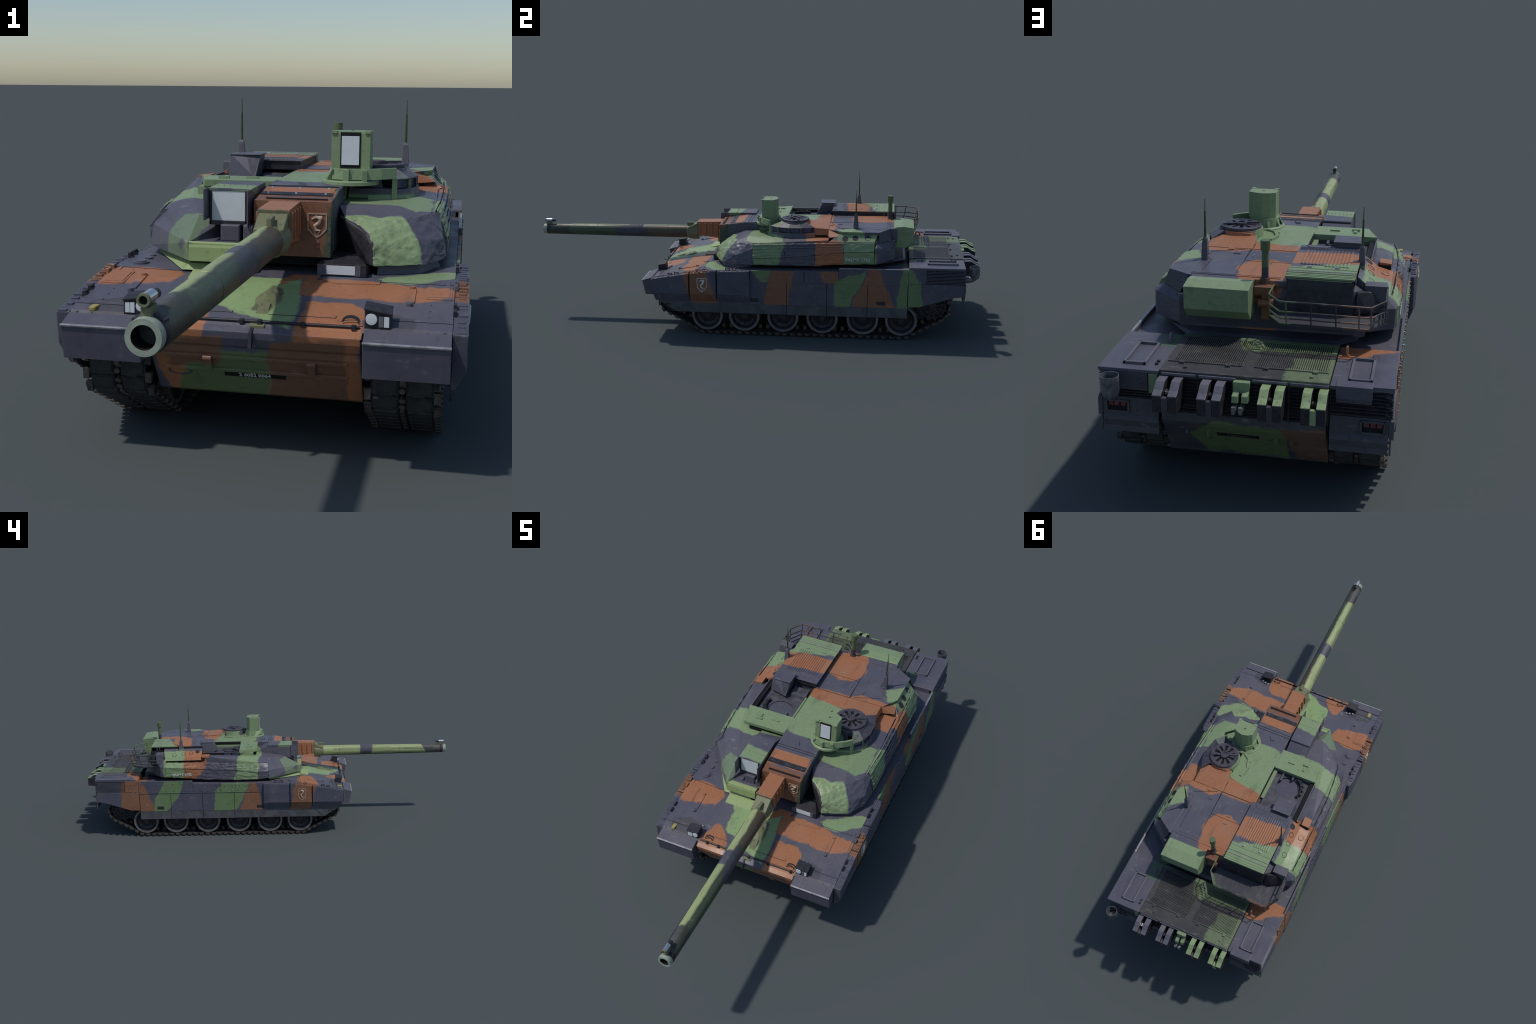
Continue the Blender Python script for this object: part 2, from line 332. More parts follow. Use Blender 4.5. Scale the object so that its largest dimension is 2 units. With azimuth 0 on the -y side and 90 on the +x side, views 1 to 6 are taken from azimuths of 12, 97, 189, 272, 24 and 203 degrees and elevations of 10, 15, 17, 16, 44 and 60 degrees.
# ------------------------------------------------------------------ geometry tools
class Acc:
    """Collects primitives into one mesh part."""

    def __init__(self):
        self.bm = bmesh.new()

    def poly(self, verts, faces):
        vs = [self.bm.verts.new(v) for v in verts]
        for f in faces:
            try:
                self.bm.faces.new([vs[i] for i in f])
            except ValueError:
                pass
        return self

    def box(self, x0, x1, y0, y1, z0, z1):
        return self.hull([(x, y, z) for x in (x0, x1) for y in (y0, y1) for z in (z0, z1)])

    def hull(self, pts):
        vs = [self.bm.verts.new(p) for p in pts]
        r = bmesh.ops.convex_hull(self.bm, input=vs)
        junk = {g for g in r["geom_interior"] + r["geom_unused"] if isinstance(g, bmesh.types.BMVert)}
        bmesh.ops.delete(self.bm, geom=list(junk), context="VERTS")
        return self

    def prism(self, axis, prof, a, b):
        """Extrude a closed profile (may be concave) along an axis from a to b."""
        i = "xyz".index(axis)

        def mk(p, t):
            q = list(p)
            q.insert(i, t)
            return q

        n = len(prof)
        vs = [mk(p, a) for p in prof] + [mk(p, b) for p in prof]
        fs = [tuple(range(n))[::-1], tuple(range(n, 2 * n))]
        fs += [(k, (k + 1) % n, n + (k + 1) % n, n + k) for k in range(n)]
        return self.poly(vs, fs)

    def lathe(self, prof, axis, c, seg=32, closed=True):
        """Revolve (radius, height) profile about an axis through c."""
        ax = "xyz".index(axis)
        u, v = [(1, 2), (2, 0), (0, 1)][ax]
        vs, fs, n = [], [], len(prof)
        for k in range(seg):
            t = 2 * math.pi * k / seg
            for r, h in prof:
                p = [0, 0, 0]
                p[ax], p[u], p[v] = c[ax] + h, c[u] + r * math.cos(t), c[v] + r * math.sin(t)
                vs.append(p)
        for k in range(seg):
            j = (k + 1) % seg
            for i in range(n - 1):
                fs.append((k * n + i, k * n + i + 1, j * n + i + 1, j * n + i))
            if closed:
                fs.append((k * n + n - 1, k * n, j * n, j * n + n - 1))
        self.poly(vs, fs)
        bmesh.ops.remove_doubles(self.bm, verts=self.bm.verts, dist=1e-6)
        return self

    def cyl(self, axis, c, r, h, seg=24, r2=None):
        return self.lathe([(0, 0), (r, 0), (r if r2 is None else r2, h), (0, h)], axis, c, seg, closed=False)

    def tube(self, pts, r, seg=8):
        """Round bar along a polyline."""
        pts = [Vector(p) for p in pts]
        rings = []
        for i, p in enumerate(pts):
            d = (pts[min(i + 1, len(pts) - 1)] - pts[max(i - 1, 0)]).normalized()
            a = d.orthogonal().normalized() if i == 0 else (a - d * a.dot(d)).normalized()
            b = d.cross(a)
            rr = r[i] if isinstance(r, (list, tuple)) else r
            rings.append([self.bm.verts.new(p + rr * (math.cos(t) * a + math.sin(t) * b)) for t in [2 * math.pi * k / seg for k in range(seg)]])
        for A, B in zip(rings, rings[1:]):
            for k in range(seg):
                self.bm.faces.new((A[k], A[(k + 1) % seg], B[(k + 1) % seg], B[k]))
        self.bm.faces.new(rings[0][::-1])
        self.bm.faces.new(rings[-1])
        return self

    def strip(self, a, b, w=0.0012, h=0.0006, up=(0, 0, 1)):
        """Thin raised line from a to b lying on a surface with normal up."""
        a, b, up = Vector(a), Vector(b), Vector(up).normalized()
        d = (b - a).normalized()
        s = d.cross(up).normalized() * w / 2
        u = d.cross(s).normalized()
        if u.dot(up) < 0:
            u = -u
        pts = [p + k * s + q * u for p in (a, b) for k in (1, -1) for q in (-h * 0.5, h)]
        return self.hull(pts)

    def rivet(self, p, n, r=0.0024, h=0.0016):
        n = Vector(n).normalized()
        a = n.orthogonal().normalized()
        b = n.cross(a)
        p = Vector(p)
        pts = [p - 0.001 * n + r * (math.cos(t) * a + math.sin(t) * b) for t in [k * math.pi / 4 for k in range(8)]]
        pts += [p + h * n + 0.6 * r * (math.cos(t) * a + math.sin(t) * b) for t in [k * math.pi / 4 for k in range(8)]]
        return self.hull(pts)

    def crumple(self, amp=0.0022, size=0.006, scale=(38.0, 26.0, 55.0), seed=0.0):
        """Refine the faces and push them in and out into soft folds."""
        bm = self.bm
        bmesh.ops.triangulate(bm, faces=bm.faces)
        for _ in range(6):
            long = [e for e in bm.edges if e.calc_length() > size]
            if not long:
                break
            bmesh.ops.subdivide_edges(bm, edges=long, cuts=1)
            bmesh.ops.triangulate(bm, faces=[f for f in bm.faces if len(f.verts) > 3])
        bmesh.ops.recalc_face_normals(bm, faces=bm.faces)
        bm.normal_update()
        for v in bm.verts:
            p = Vector((v.co.x * scale[0], v.co.y * scale[1], v.co.z * scale[2] + seed))
            w = noise.noise_vector(p * 0.5) * 0.7
            f = 0.55 - abs(noise.noise(p + w)) * 1.9 + 0.35 * noise.noise(p * 2.3)
            v.co += v.normal * amp * f
        return self

    def obj(self, name, mat, parent=None, bevel=0.0, kind=None, smooth=None):
        bmesh.ops.recalc_face_normals(self.bm, faces=self.bm.faces)
        me = bpy.data.meshes.new(name)
        self.bm.to_mesh(me)
        self.bm.free()
        me.materials.append(M[mat])
        o = bpy.data.objects.new(name, me)
        SC.collection.objects.link(o)
        o.parent = parent
        if smooth:
            me.shade_smooth()
            me.set_sharp_from_angle(angle=math.radians(smooth))
        if bevel:
            m = o.modifiers.new("edge", "BEVEL")
            m.width, m.segments, m.limit_method, m.angle_limit = bevel, 2, "ANGLE", math.radians(28)
            m.use_clamp_overlap = True
        if kind:
            o["kind"] = kind
        return o


def box(name, mat, par, x0, x1, y0, y1, z0, z1, bevel=0.001):
    return Acc().box(x0, x1, y0, y1, z0, z1).obj(name, mat, par, bevel)


def hull(name, mat, par, pts, bevel=0.0012):
    return Acc().hull(pts).obj(name, mat, par, bevel)


def mesh_instance(name, me, par, loc=(0, 0, 0), rot=None):
    o = bpy.data.objects.new(name, me)
    SC.collection.objects.link(o)
    o.parent = par
    o.location = loc
    if rot is not None:
        o.rotation_euler = rot
    return o


def text(name, body, mat, par, size, loc, right, up, depth=0.0007):
    cu = bpy.data.curves.new(name, "FONT")
    cu.body, cu.size, cu.extrude, cu.align_x, cu.align_y = body, size, depth, "CENTER", "CENTER"
    cu.resolution_u = 3
    cu.offset = 0.022 * size
    t = bpy.data.objects.new(name, cu)
    SC.collection.objects.link(t)
    me = bpy.data.meshes.new_from_object(t.evaluated_get(bpy.context.evaluated_depsgraph_get()))
    bpy.data.objects.remove(t)
    r, u = Vector(right).normalized(), Vector(up).normalized()
    n = r.cross(u)
    mw = Matrix((r, u, n)).transposed().to_4x4()
    mw.translation = Vector(loc)
    me.transform(mw)
    me.materials.clear()
    me.materials.append(M[mat])
    o = bpy.data.objects.new(name, me)
    SC.collection.objects.link(o)
    o.parent = par
    return o


tank = bpy.data.objects.new("battle_tank", None)
SC.collection.objects.link(tank)
tank["label"] = "tracked battle tank in green, brown and violet camouflage"
tank["category"] = "battle tank"


def interp(t, table):
    """Piecewise linear look-up in rows (t, value, value...)."""
    if t <= table[0][0]:
        r = table[0][1:]
    elif t >= table[-1][0]:
        r = table[-1][1:]
    else:
        for p, q in zip(table, table[1:]):
            if t <= q[0]:
                f = (t - p[0]) / (q[0] - p[0])
                r = tuple(a + (b - a) * f for a, b in zip(p[1:], q[1:]))
                break
    return r[0] if len(r) == 1 else r


GLACIS = [(-0.4255, 0.2405), (-0.4110, 0.2485), (-0.4000, 0.2570), (-0.3830, 0.2612), (-0.3000, 0.2745), (-0.2250, 0.2880), (-0.1500, 0.2948), (-0.0600, 0.2975), (0.2000, 0.2990), (0.3500, 0.3015), (0.5000, 0.3040), (0.7000, 0.3045)]


def GZ(y):
    """Height of the front deck (glacis) and the flat deck behind it."""
    return interp(y, GLACIS)


GN = (0, -0.2191, 0.9757)

# ------------------------------------------------------------------ HULL
a = Acc()
a.prism("x", [(-0.4255, 0.2405), (-0.4235, 0.2280), (-0.4170, 0.2130), (-0.4090, 0.2080), (-0.4070, 0.1960), (-0.3480, 0.1075), (-0.3380, 0.1020), (-0.300, 0.0980), (0.82, 0.0930), (0.855, 0.096), (0.915, 0.180), (0.9, 0.28), (-0.2, 0.28)], -0.189, 0.189)
hull_body = a.obj("hull", "glacis", tank, 0.0015)

# upper hull: glacis, flat deck, sponsons
a = Acc()
top = [g for g in GLACIS[:-1]] + [(0.698, 0.3045)]
a.prism("x", top + [(0.698, 0.232), (-0.25, 0.232), (-0.41, 0.232)], -0.19, 0.19)
for s in (1, -1):
    a.prism("x", top[1:] + [(0.698, 0.235), (-0.25, 0.23), (-0.405, 0.23)], s * 0.1902, s * 0.3394)
a.obj("front_deck", "glacis", hull_body)

# nose: tow bars, hooks and the number plate, all lying on the sloped lower plate
def NOSE(t, d=0.0):
    """Point on the lower nose plate, t = 0 at its top edge, 1 at the bottom, d = stand-off."""
    n = Vector((0, -0.833, -0.553))
    return Vector((0, -0.4070 + 0.0610 * t, 0.1960 - 0.0920 * t)) + n * d


a = Acc()
for t in (0.05, 0.36):
    a.hull([(x, *NOSE(t + dt, d).yz) for x in (-0.165, 0.165) for dt, d in ((0.0, -0.001), (0.0, 0.003), (0.06, 0.004), (0.07, -0.001))])
for x in (-0.083, 0.103):
    a.hull([(x + dx, *NOSE(t, d).yz) for dx in (-0.0065, 0.0065) for t in (0.06, 0.36) for d in (-0.001, 0.008)])
    c = NOSE(0.10, 0.004)
    a.cyl("x", (x - 0.008, c.y, c.z), 0.006, 0.016, 12)
a.obj("tow_hook_rail", "glacis", hull_body, 0.001)
a = Acc()
a.hull([(x, *NOSE(t, d).yz) for x in (-0.058, 0.054) for t in (0.44, 0.545) for d in (-0.001, 0.0012)])
a.obj("number_plate", "black", hull_body)
c = NOSE(0.4925, 0.0012)
text("plate_number", "2 6052 0064", "letter", hull_body, 0.0115, (-0.002, c.y, c.z), (1, 0, 0), (0, -0.553, 0.833), 0.0006)
a = Acc()
a.tube([(-0.141 + 0.021 * math.cos(t), *NOSE(0.5 - 0.09 * math.sin(t), 0.0006).yz) for t in [k * math.pi / 8 for k in range(17)]], 0.0012, 6)
a.obj("oval_badge", "flap", hull_body)

# glacis fittings
a = Acc()
seams = [((-0.345, -0.166), (-0.02, -0.185)), ((0.03, -0.186), (0.345, -0.186)), ((-0.155, -0.375), (-0.045, -0.375)), ((0.02, -0.375), (0.14, -0.375)),
         ((0.14, -0.375), (0.14, -0.366)), ((-0.045, -0.375), (-0.045, -0.366)), ((-0.275, -0.405), (-0.275, -0.17)), ((0.287, -0.41), (0.287, -0.19)),
         ((-0.34, -0.372), (-0.20, -0.372)), ((0.20, -0.372), (0.34, -0.372)), ((-0.19, -0.4), (0.19, -0.4))]
for p, q in seams:
    a.strip((p[0], p[1], GZ(p[1])), (q[0], q[1], GZ(q[1])), 0.0013, 0.0005, GN)
a.obj("panel_seam", "seam", hull_body, kind="stuff")
a = Acc()
for s in (1, -1):
    # raised frame plates and hatches along the fenders
    for x0, x1, y0, y1, h in ((0.288, 0.336, -0.268, -0.200, 0.0022), (0.292, 0.331, -0.262, -0.206, 0.0034), (0.255, 0.270, -0.29, -0.215, 0.003), (0.324, 0.330, -0.405, -0.17, 0.0025)):
        xs = sorted((s * x0, s * x1))
        a.hull([(x, y, GZ(y) + d) for x in xs for y in (y0, y1) for d in (-0.002, h)])
    a.cyl("z", (s * 0.262, -0.300, GZ(-0.300) - 0.002), 0.006, 0.008, 12)
    a.cyl("z", (s * 0.262, -0.222, GZ(-0.222) - 0.002), 0.006, 0.008, 12)
    for k in range(9):
        a.rivet((s * 0.2985, -0.405 + k * 0.028, GZ(-0.405 + k * 0.028)), GN, 0.0028, 0.002)
a.cyl("z", (-0.300, -0.127, 0.2945), 0.017, 0.0048, 24)
a.cyl("z", (-0.300, -0.127, 0.2945), 0.012, 0.0072, 24)
a.cyl("z", (-0.298, -0.082, 0.2955), 0.009, 0.005, 16)
a.cyl("z", (-0.300, -0.050, 0.2955), 0.007, 0.005, 16)
a.cyl("z", (0.300, -0.05, 0.2955), 0.010, 0.004, 16)
a.hull([(x, y, GZ(y) + d) for x, y in ((0.03, -0.172), (0.083, -0.172), (0.070, -0.222), (0.012, -0.222)) for d in (-0.002, 0.004)])
a.hull([(x, y, GZ(y) + d) for x, y in ((0.088, -0.17), (0.20, -0.17), (0.20, -0.205), (0.115, -0.213), (0.088, -0.19)) for d in (-0.002, 0.0022)])
a.obj("deck_fitting", "glacis", hull_body, 0.0008)
a = Acc()
a.hull([(0.006 + 0.026 * math.cos(t), -0.305 + 0.036 * math.sin(t), GZ(-0.305 + 0.036 * math.sin(t)) - 0.001) for t in [k * math.pi / 8 for k in range(16)]] + [(0.008, -0.288, GZ(-0.288) + 0.012), (0.002, -0.300, GZ(-0.3) + 0.011)])
a.hull([(0.006 + x, y, GZ(y) + d) for x, y in ((-0.008, -0.33), (0.010, -0.33), (0.016, -0.415), (-0.012, -0.415)) for d in (-0.001, 0.005)])
a.obj("gun_travel_lock", "breech", hull_body, 0.002)
a = Acc()
a.tube([(-0.185, -0.405, GZ(-0.405) + 0.003), (0.185, -0.405, GZ(-0.405) + 0.003)], 0.0026, 6)
for x in (-0.155, -0.11, -0.02, 0.012, 0.088, 0.175):
    a.box(x - 0.004, x + 0.004, -0.411, -0.402, GZ(-0.405) - 0.001, GZ(-0.405) + 0.007)
a.hull([(x, y, z) for x in (-0.003, 0.003) for y, z in ((-0.408, 0.25), (-0.43, 0.243), (-0.436, 0.215), (-0.428, 0.215))])
a.obj("splash_rail", "dark", hull_body, 0.0006)
a = Acc()
for x in (-0.155, 0.168):
    for dy in (0.0, -0.010):
        a.tube([(x + 0.014 * math.cos(t), -0.385 + dy + 0.004 * math.sin(t), GZ(-0.388) + 0.002 + 0.008 * math.sin(t)) for t in [k * math.pi / 8 for k in range(9)]], 0.0016, 6)
a.obj("lifting_eye", "dark", hull_body)
box("ochre_bracket", "ochre", hull_body, -0.306, -0.292, -0.402, -0.376, GZ(-0.39) - 0.004, GZ(-0.39) + 0.005, 0.003)

# headlights
for s in (1, -1):
    x0, x1 = 0.193, 0.238
    a = Acc()
    zb = 0.250
    out = [(-0.403, zb), (-0.403, 0.289), (-0.372, 0.293), (-0.368, zb)]
    a.hull([(s * x0, y, z) for y, z in out] + [(s * x1, y, z - (0.007 if z > 0.26 else 0)) for y, z in out])
    a.hull([(s * x, y, z) for x in (x0 - 0.001, x1 + 0.001) for y, z in ((-0.407, 0.287 - (0.007 if x > 0.2 else 0)), (-0.407, 0.290 - (0.007 if x > 0.2 else 0)), (-0.37, 0.296 - (0.007 if x > 0.2 else 0)), (-0.37, 0.292 - (0.007 if x > 0.2 else 0)))])
    hl = a.obj("headlight_housing", "dark", hull_body, 0.0008)
    a = Acc()
    a.lathe([(0, -0.004), (0.0095, -0.003), (0.0105, 0.002), (0, 0.002)], "y", (s * 0.2045, -0.4035, 0.2715), 20, closed=False)
    a.obj("headlight_lens", "lens", hull_body, smooth=40)  # pale colour holds the white reflection of a chrome lamp
    box("signal_lamp", "lens", hull_body, *sorted((s * 0.226, s * 0.2345)), -0.405, -0.402, 0.2585, 0.277, 0.0004)
    box("signal_lamp", "glassgrey" if s > 0 else "lens", hull_body, *sorted((s * 0.217, s * 0.2250)), -0.405, -0.402, 0.2585, 0.277, 0.0004)
    a = Acc()
    for k in range(3):
        a.cyl("z", (s * (0.200 + 0.014 * k), -0.352 - 0.004 * k, GZ(-0.352) - 0.001), 0.0045, 0.007, 10)
    a.obj("wiring_stud", "wear", hull_body)

# front mudguards
for s in (1, -1):
    a = Acc()
    a.hull([(s * x, y, z) for x in (0.1945, 0.3395) for y, z in ((-0.4095, 0.2545), (-0.452, 0.2415), (-0.4395, 0.1775), (-0.405, 0.1775))])
    o = a.obj("mudguard", "sheet", hull_body, 0.0012)
    a = Acc()
    a.hull([(s * x, y, z) for x in (0.194, 0.340) for y, z in ((-0.4545, 0.2418), (-0.4535, 0.2385), (-0.450, 0.2385), (-0.449, 0.2432))])
    a.obj("mudguard_lip", "wear", hull_body, 0.0004)

# heavy front skirts: three armour modules each side
def HT(y):
    return 0.2543 + (y + 0.4087) * 0.169 if y < -0.17 else min(0.2946 + (y + 0.17) * 0.02, 0.2975)


for s, mat in ((1, "skirt_right"), (-1, "skirt_left")):
    for y0, y1, first, last in ((-0.4087, -0.2435, 1, 0), (-0.2370, -0.1235, 0, 0), (-0.1170, 0.0205, 0, 1)):
        yo = y1 - (0.030 if last else 0.0)
        yb = y0 + (0.0155 if first else 0.0)
        ya = y0 + (0.0075 if first else 0.0)
        pts = [(s * 0.3405, y0, HT(y0)), (s * 0.3405, y1, HT(y1)), (s * 0.3405, yb, 0.1545), (s * 0.3405, y1, 0.1560)]
        pts += [(s * 0.3660, y0 + 0.001, HT(y0) - 0.001), (s * 0.3660, yo, HT(yo)), (s * 0.3660, ya, 0.193), (s * 0.3660, yo, 0.193)]
        pts += [(s * 0.3480, yb, 0.1545), (s * 0.3480, y1 - 0.002, 0.1560)]
        if last:
            pts += [(s * 0.3590, y1, HT(y1)), (s * 0.3590, y1, 0.185)]
        hull("skirt_armour_module", mat, hull_body, pts, 0.0015)
        a = Acc()
        n = 7
        for k in range(n):
            y = y0 + 0.01 + (y1 - y0 - 0.02) * (k + random.uniform(-0.25, 0.25)) / (n - 1)
            h = random.uniform(0.001, 0.003)
            a.box(*sorted((s * 0.347, s * random.uniform(0.358, 0.364))), y - random.uniform(0.003, 0.006), y + random.uniform(0.002, 0.007), HT(y) - 0.003, HT(y) + h)
        a.obj("module_clamp", mat, hull_body, 0.0006, "stuff")
    for y in (-0.327, -0.2985, -0.205, -0.175, -0.075, -0.046):
        a = Acc()
        z = GZ(y) if y < -0.15 else HT(y) + 0.004
        for dy in (-0.009, 0.007):
            a.box(*sorted((s * 0.339, s * 0.345)), y + dy, y + dy + 0.003, z - 0.004, z + 0.006)
        a.box(*sorted((s * 0.339, s * 0.345)), y - 0.009, y + 0.010, z + 0.0045, z + 0.0075)
        a.obj("skirt_hinge", "dark" if y < -0.22 or y > -0.1 else "glacis", hull_body, 0.0008)

    # light skirts: lower panels, rubber flaps, upper riveted panels
    edges = [-0.385, 0.1795, 0.3515, 0.5230, 0.6925]
    for k, (y0, y1) in enumerate(zip(edges, edges[1:])):
        g = 0.0011
        if k == 0:
            prof = [(-0.388, 0.158), (-0.388, 0.249), (y1 - g, 0.249), (y1 - g, 0.1475), (-0.374, 0.1475)]
            pf = [(-0.374, 0.1475), (y1 - g, 0.1475), (y1 - g, 0.1035), (-0.303, 0.1048)]
        else:
            prof = [(y0 + g, 0.1475), (y0 + g, 0.249), (y1 - g, 0.249), (y1 - g, 0.1475)]
            pf = [(y0 + g, 0.1475), (y1 - g, 0.1475), (y1 - g, 0.103), (y0 + g, 0.103)]
        xs = sorted((s * 0.3385, s * 0.3450))
        Acc().prism("x", prof, *xs).obj("skirt_panel", mat, hull_body, 0.001)
        xs = sorted((s * 0.3390, s * 0.3438))
        Acc().prism("x", pf, *xs).obj("skirt_flap", "flap", hull_body, 0.0008)
    Acc().box(*sorted((s * 0.3345, s * 0.3385)), -0.36, 0.69, 0.15, 0.247).obj("skirt_backing", "black", hull_body)
    for y0, y1, zt in ((0.0225, 0.2535, 0.2985), (0.2560, 0.4010, 0.3000), (0.4020, 0.6935, 0.3155)):
        xs = sorted((s * 0.3400, s * 0.3470))
        Acc().prism("x", [(y0, 0.2512), (y0, zt), (y1, zt + (0.002 if y0 > 0.4 else 0.001)), (y1, 0.2512)], *xs).obj("riveted_panel", mat, hull_body, 0.001)
    a = Acc()
    for k, y in enumerate((0.05, 0.085, 0.118, 0.150, 0.168, 0.186, 0.225, 0.246, 0.275, 0.320, 0.352, 0.390, 0.415, 0.462, 0.508, 0.560, 0.602, 0.645, 0.680, 0.712, 0.738, 0.756)):
        for z in (0.262, 0.289 if y < 0.40 else 0.3025):
            a.rivet((s * (0.347 if y < 0.69 else 0.3455), y + random.uniform(-0.004, 0.004), z + random.uniform(-0.002, 0.002)), (s, 0, 0), 0.0036, 0.0030)
    for k in range(6):
        for y in (0.168, 0.544):
            a.rivet((s * 0.347, y, 0.258 + k * 0.0075), (s, 0, 0), 0.0022, 0.0022)
    for y0 in (0.0, 0.1, 0.2, 0.3, 0.4, 0.5, 0.6):
        for dy in (0.01, 0.055):
            a.rivet((s * 0.345, y0 + dy, 0.144), (s, 0, 0), 0.0028, 0.0024)
    a.obj("rivet", mat, hull_body, kind="stuff")
    a = Acc()
    for y in (0.041, 0.580):
        a.box(*sorted((s * 0.3445, s * 0.3458)), y - 0.018, y + 0.018, 0.159, 0.175)
    a.box(*sorted((s * 0.3428, s * 0.3446)), -0.355, -0.325, 0.134, 0.141)
    a.obj("step_recess", "hub", hull_body, 0.0015)
    # long ledge under the riveted panels
    Acc().box(*sorted((s * 0.3402, s * 0.3478)), 0.021, 0.693, 0.2493, 0.2524).obj("skirt_ledge", mat, hull_body, 0.0005)
    # rear skirt
    Acc().prism("x", [(0.6945, 0.153), (0.6945, 0.2555), (0.922, 0.2555), (0.918, 0.2035), (0.882, 0.1985), (0.742, 0.1545)], *sorted((s * 0.3345, s * 0.3450))).obj("rear_skirt", mat, hull_body, 0.001)
    Acc().prism("x", [(0.6945, 0.2565), (0.6945, 0.3185), (0.768, 0.3185), (0.768, 0.2565)], *sorted((s * 0.3360, s * 0.3455))).obj("riveted_panel", mat, hull_body, 0.001)
    a = Acc()
    a.box(*sorted((s * 0.3100, s * 0.3310)), 0.7685, 0.926, 0.2565, 0.3180)
    lb = a.obj("louvre_back", "black", hull_body)
    a = Acc()
    for k in range(10):
        z = 0.2595 + k * 0.0062
        a.hull([(s * x, y, z + d) for y in (0.769, 0.928) for x, d in ((0.326, 0.003), (0.3425, -0.0005), (0.3425, 0.0012), (0.326, 0.0048))])
    a.obj("side_louvre", mat, hull_body, kind="stuff")

# shield badges on the skirts and the mantlet (plain S-shaped stand-in)
def badge(par, mat, c, right, up, w, h):
    c, r, u = Vector(c), Vector(right), Vector(up)
    n = r.cross(u)
    P = lambda x, y, d=0.0: c + r * x * w + u * y * h + n * d
    a = Acc()
    ring = [(-0.5, 0.5), (0.5, 0.5), (0.5, -0.15), (0.25, -0.36), (0, -0.5), (-0.25, -0.36), (-0.5, -0.15), (-0.5, 0.5)]
    for p, q in zip(ring, ring[1:]):
        a.strip(P(*p), P(*q), 0.0022, 0.0012, n)
    a.tube([P(-0.30, 0.26, 0.0004), P(-0.05, 0.36, 0.0006), P(0.20, 0.30, 0.0006), P(0.10, 0.12, 0.0006), P(-0.14, -0.02, 0.0006), P(-0.05, -0.20, 0.0005), P(0.16, -0.22, 0.0004), P(0.05, -0.36, 0.0003)],
           [0.0014, 0.0036, 0.0046, 0.0040, 0.0036, 0.0030, 0.0022, 0.0010], 8)
    a.tube([P(0.02, 0.36, 0.0004), P(0.28, 0.40, 0.0004)], [0.002, 0.0008], 6)
    return a.obj("shield_badge", mat, par)


badge(hull_body, "badge", (0.3662, -0.1835, 0.2335), (0, 1, 0), (0, 0, 1), 0.040, 0.060)
badge(hull_body, "badge_copper", (-0.3662, -0.1845, 0.2350), (0, -1, 0), (0, 0, 1), 0.040, 0.063)
for s in (1, -1):
    a = Acc()
    a.strip((s * 0.3665, -0.167, 0.197), (s * 0.350, -0.138, 0.158), 0.002, 0.001, (s, 0, -0.4))
    a.strip((s * 0.3445, -0.262, 0.146), (s * 0.3445, -0.294, 0.112), 0.003, 0.001, (s, 0, 0))
    a.obj("scratch", "flap", hull_body, kind="stuff")

# flat side decks beside the turret + edge flashing
for s in (1, -1):
    Acc().hull([(s * x, y, z) for x in (0.3395, 0.3465) for y in (0.404, 0.6935) for z in (0.312, 0.3180)]).obj("deck_edge", "wear" if s > 0 else "violet", hull_body, 0.0006)

# ------------------------------------------------------------------ REAR DECK
ZD = 0.3265
a = Acc()
for s in (1, -1):
    xs = sorted((s * 0.199, s * 0.344))
    a.hull([(x, y, z) for x in xs for y, z in ((0.6965, 0.3186), (0.6965, ZD - 0.002), (0.702, ZD), (0.9290, ZD), (0.9300, 0.3186))])
    a.hull([(s * x, y, z) for x in (0.199, 0.3290) for y, z in ((0.6970, 0.24), (0.6970, 0.319), (0.9240, 0.319), (0.9240, 0.24))])
a.obj("rear_side_deck", "glacis", hull_body, 0.001)
a = Acc()
a.box(-0.1965, 0.1965, 0.690, 0.927, 0.24, ZD - 0.006)
a.obj("engine_bay", "black", hull_body)
ZE = ZD + 0.0035
a = Acc()
# frames round the two grilles
for x0, x1, y0, y1 in ((-0.1965, 0.1965, 0.8765, 0.9285), (-0.1965, 0.1965, 0.698, 0.7165), (0.180, 0.1965, 0.7165, 0.8765), (-0.1965, -0.186, 0.7165, 0.8765), (-0.014, 0.012, 0.7165, 0.8765)):
    a.box(x0, x1, y0, y1, 0.315, ZE)
a.box(0.012, 0.19, 0.871, 0.8765, ZE, ZE + 0.003)
a.box(-0.19, -0.016, 0.871, 0.8765, ZE, ZE + 0.003)
for x in (0.155, 0.045, -0.045, -0.16):
    a.box(x - 0.006, x + 0.006, 0.872, 0.885, ZE, ZE + 0.005)
for x in (0.140, -0.155):
    a.cyl("z", (x, 0.905, ZE - 0.001), 0.005, 0.005, 12)
for k in range(5):
    a.box(0.002 - 0.010, 0.002 + 0.010, 0.722 + 0.010 * k, 0.728 + 0.010 * k, ZE, ZE + 0.003)
a.obj("engine_deck_frame", "deck", hull_body, 0.0008)
a = Acc()
n = 33
for k in range(n):
    x = 0.015 + (0.178 - 0.015) * k / (n - 1)
    a.box(x - 0.0012, x + 0.0012, 0.7165, 0.8765, ZE - 0.007, ZE - 0.0006)
for k in range(n):
    x = -0.017 - (0.184 - 0.017) * k / (n - 1)
    a.box(x - 0.0014, x + 0.0014, 0.7165, 0.8765, ZE - 0.007, ZE - 0.0004)
for y in (0.755, 0.80, 0.84):
    a.box(-0.185, -0.014, y - 0.001, y + 0.001, ZE - 0.008, ZE - 0.004)
    a.box(0.013, 0.18, y - 0.001, y + 0.001, ZE - 0.008, ZE - 0.004)
a.obj("cooling_grille", "deck", hull_body, kind="stuff")
a = Acc()
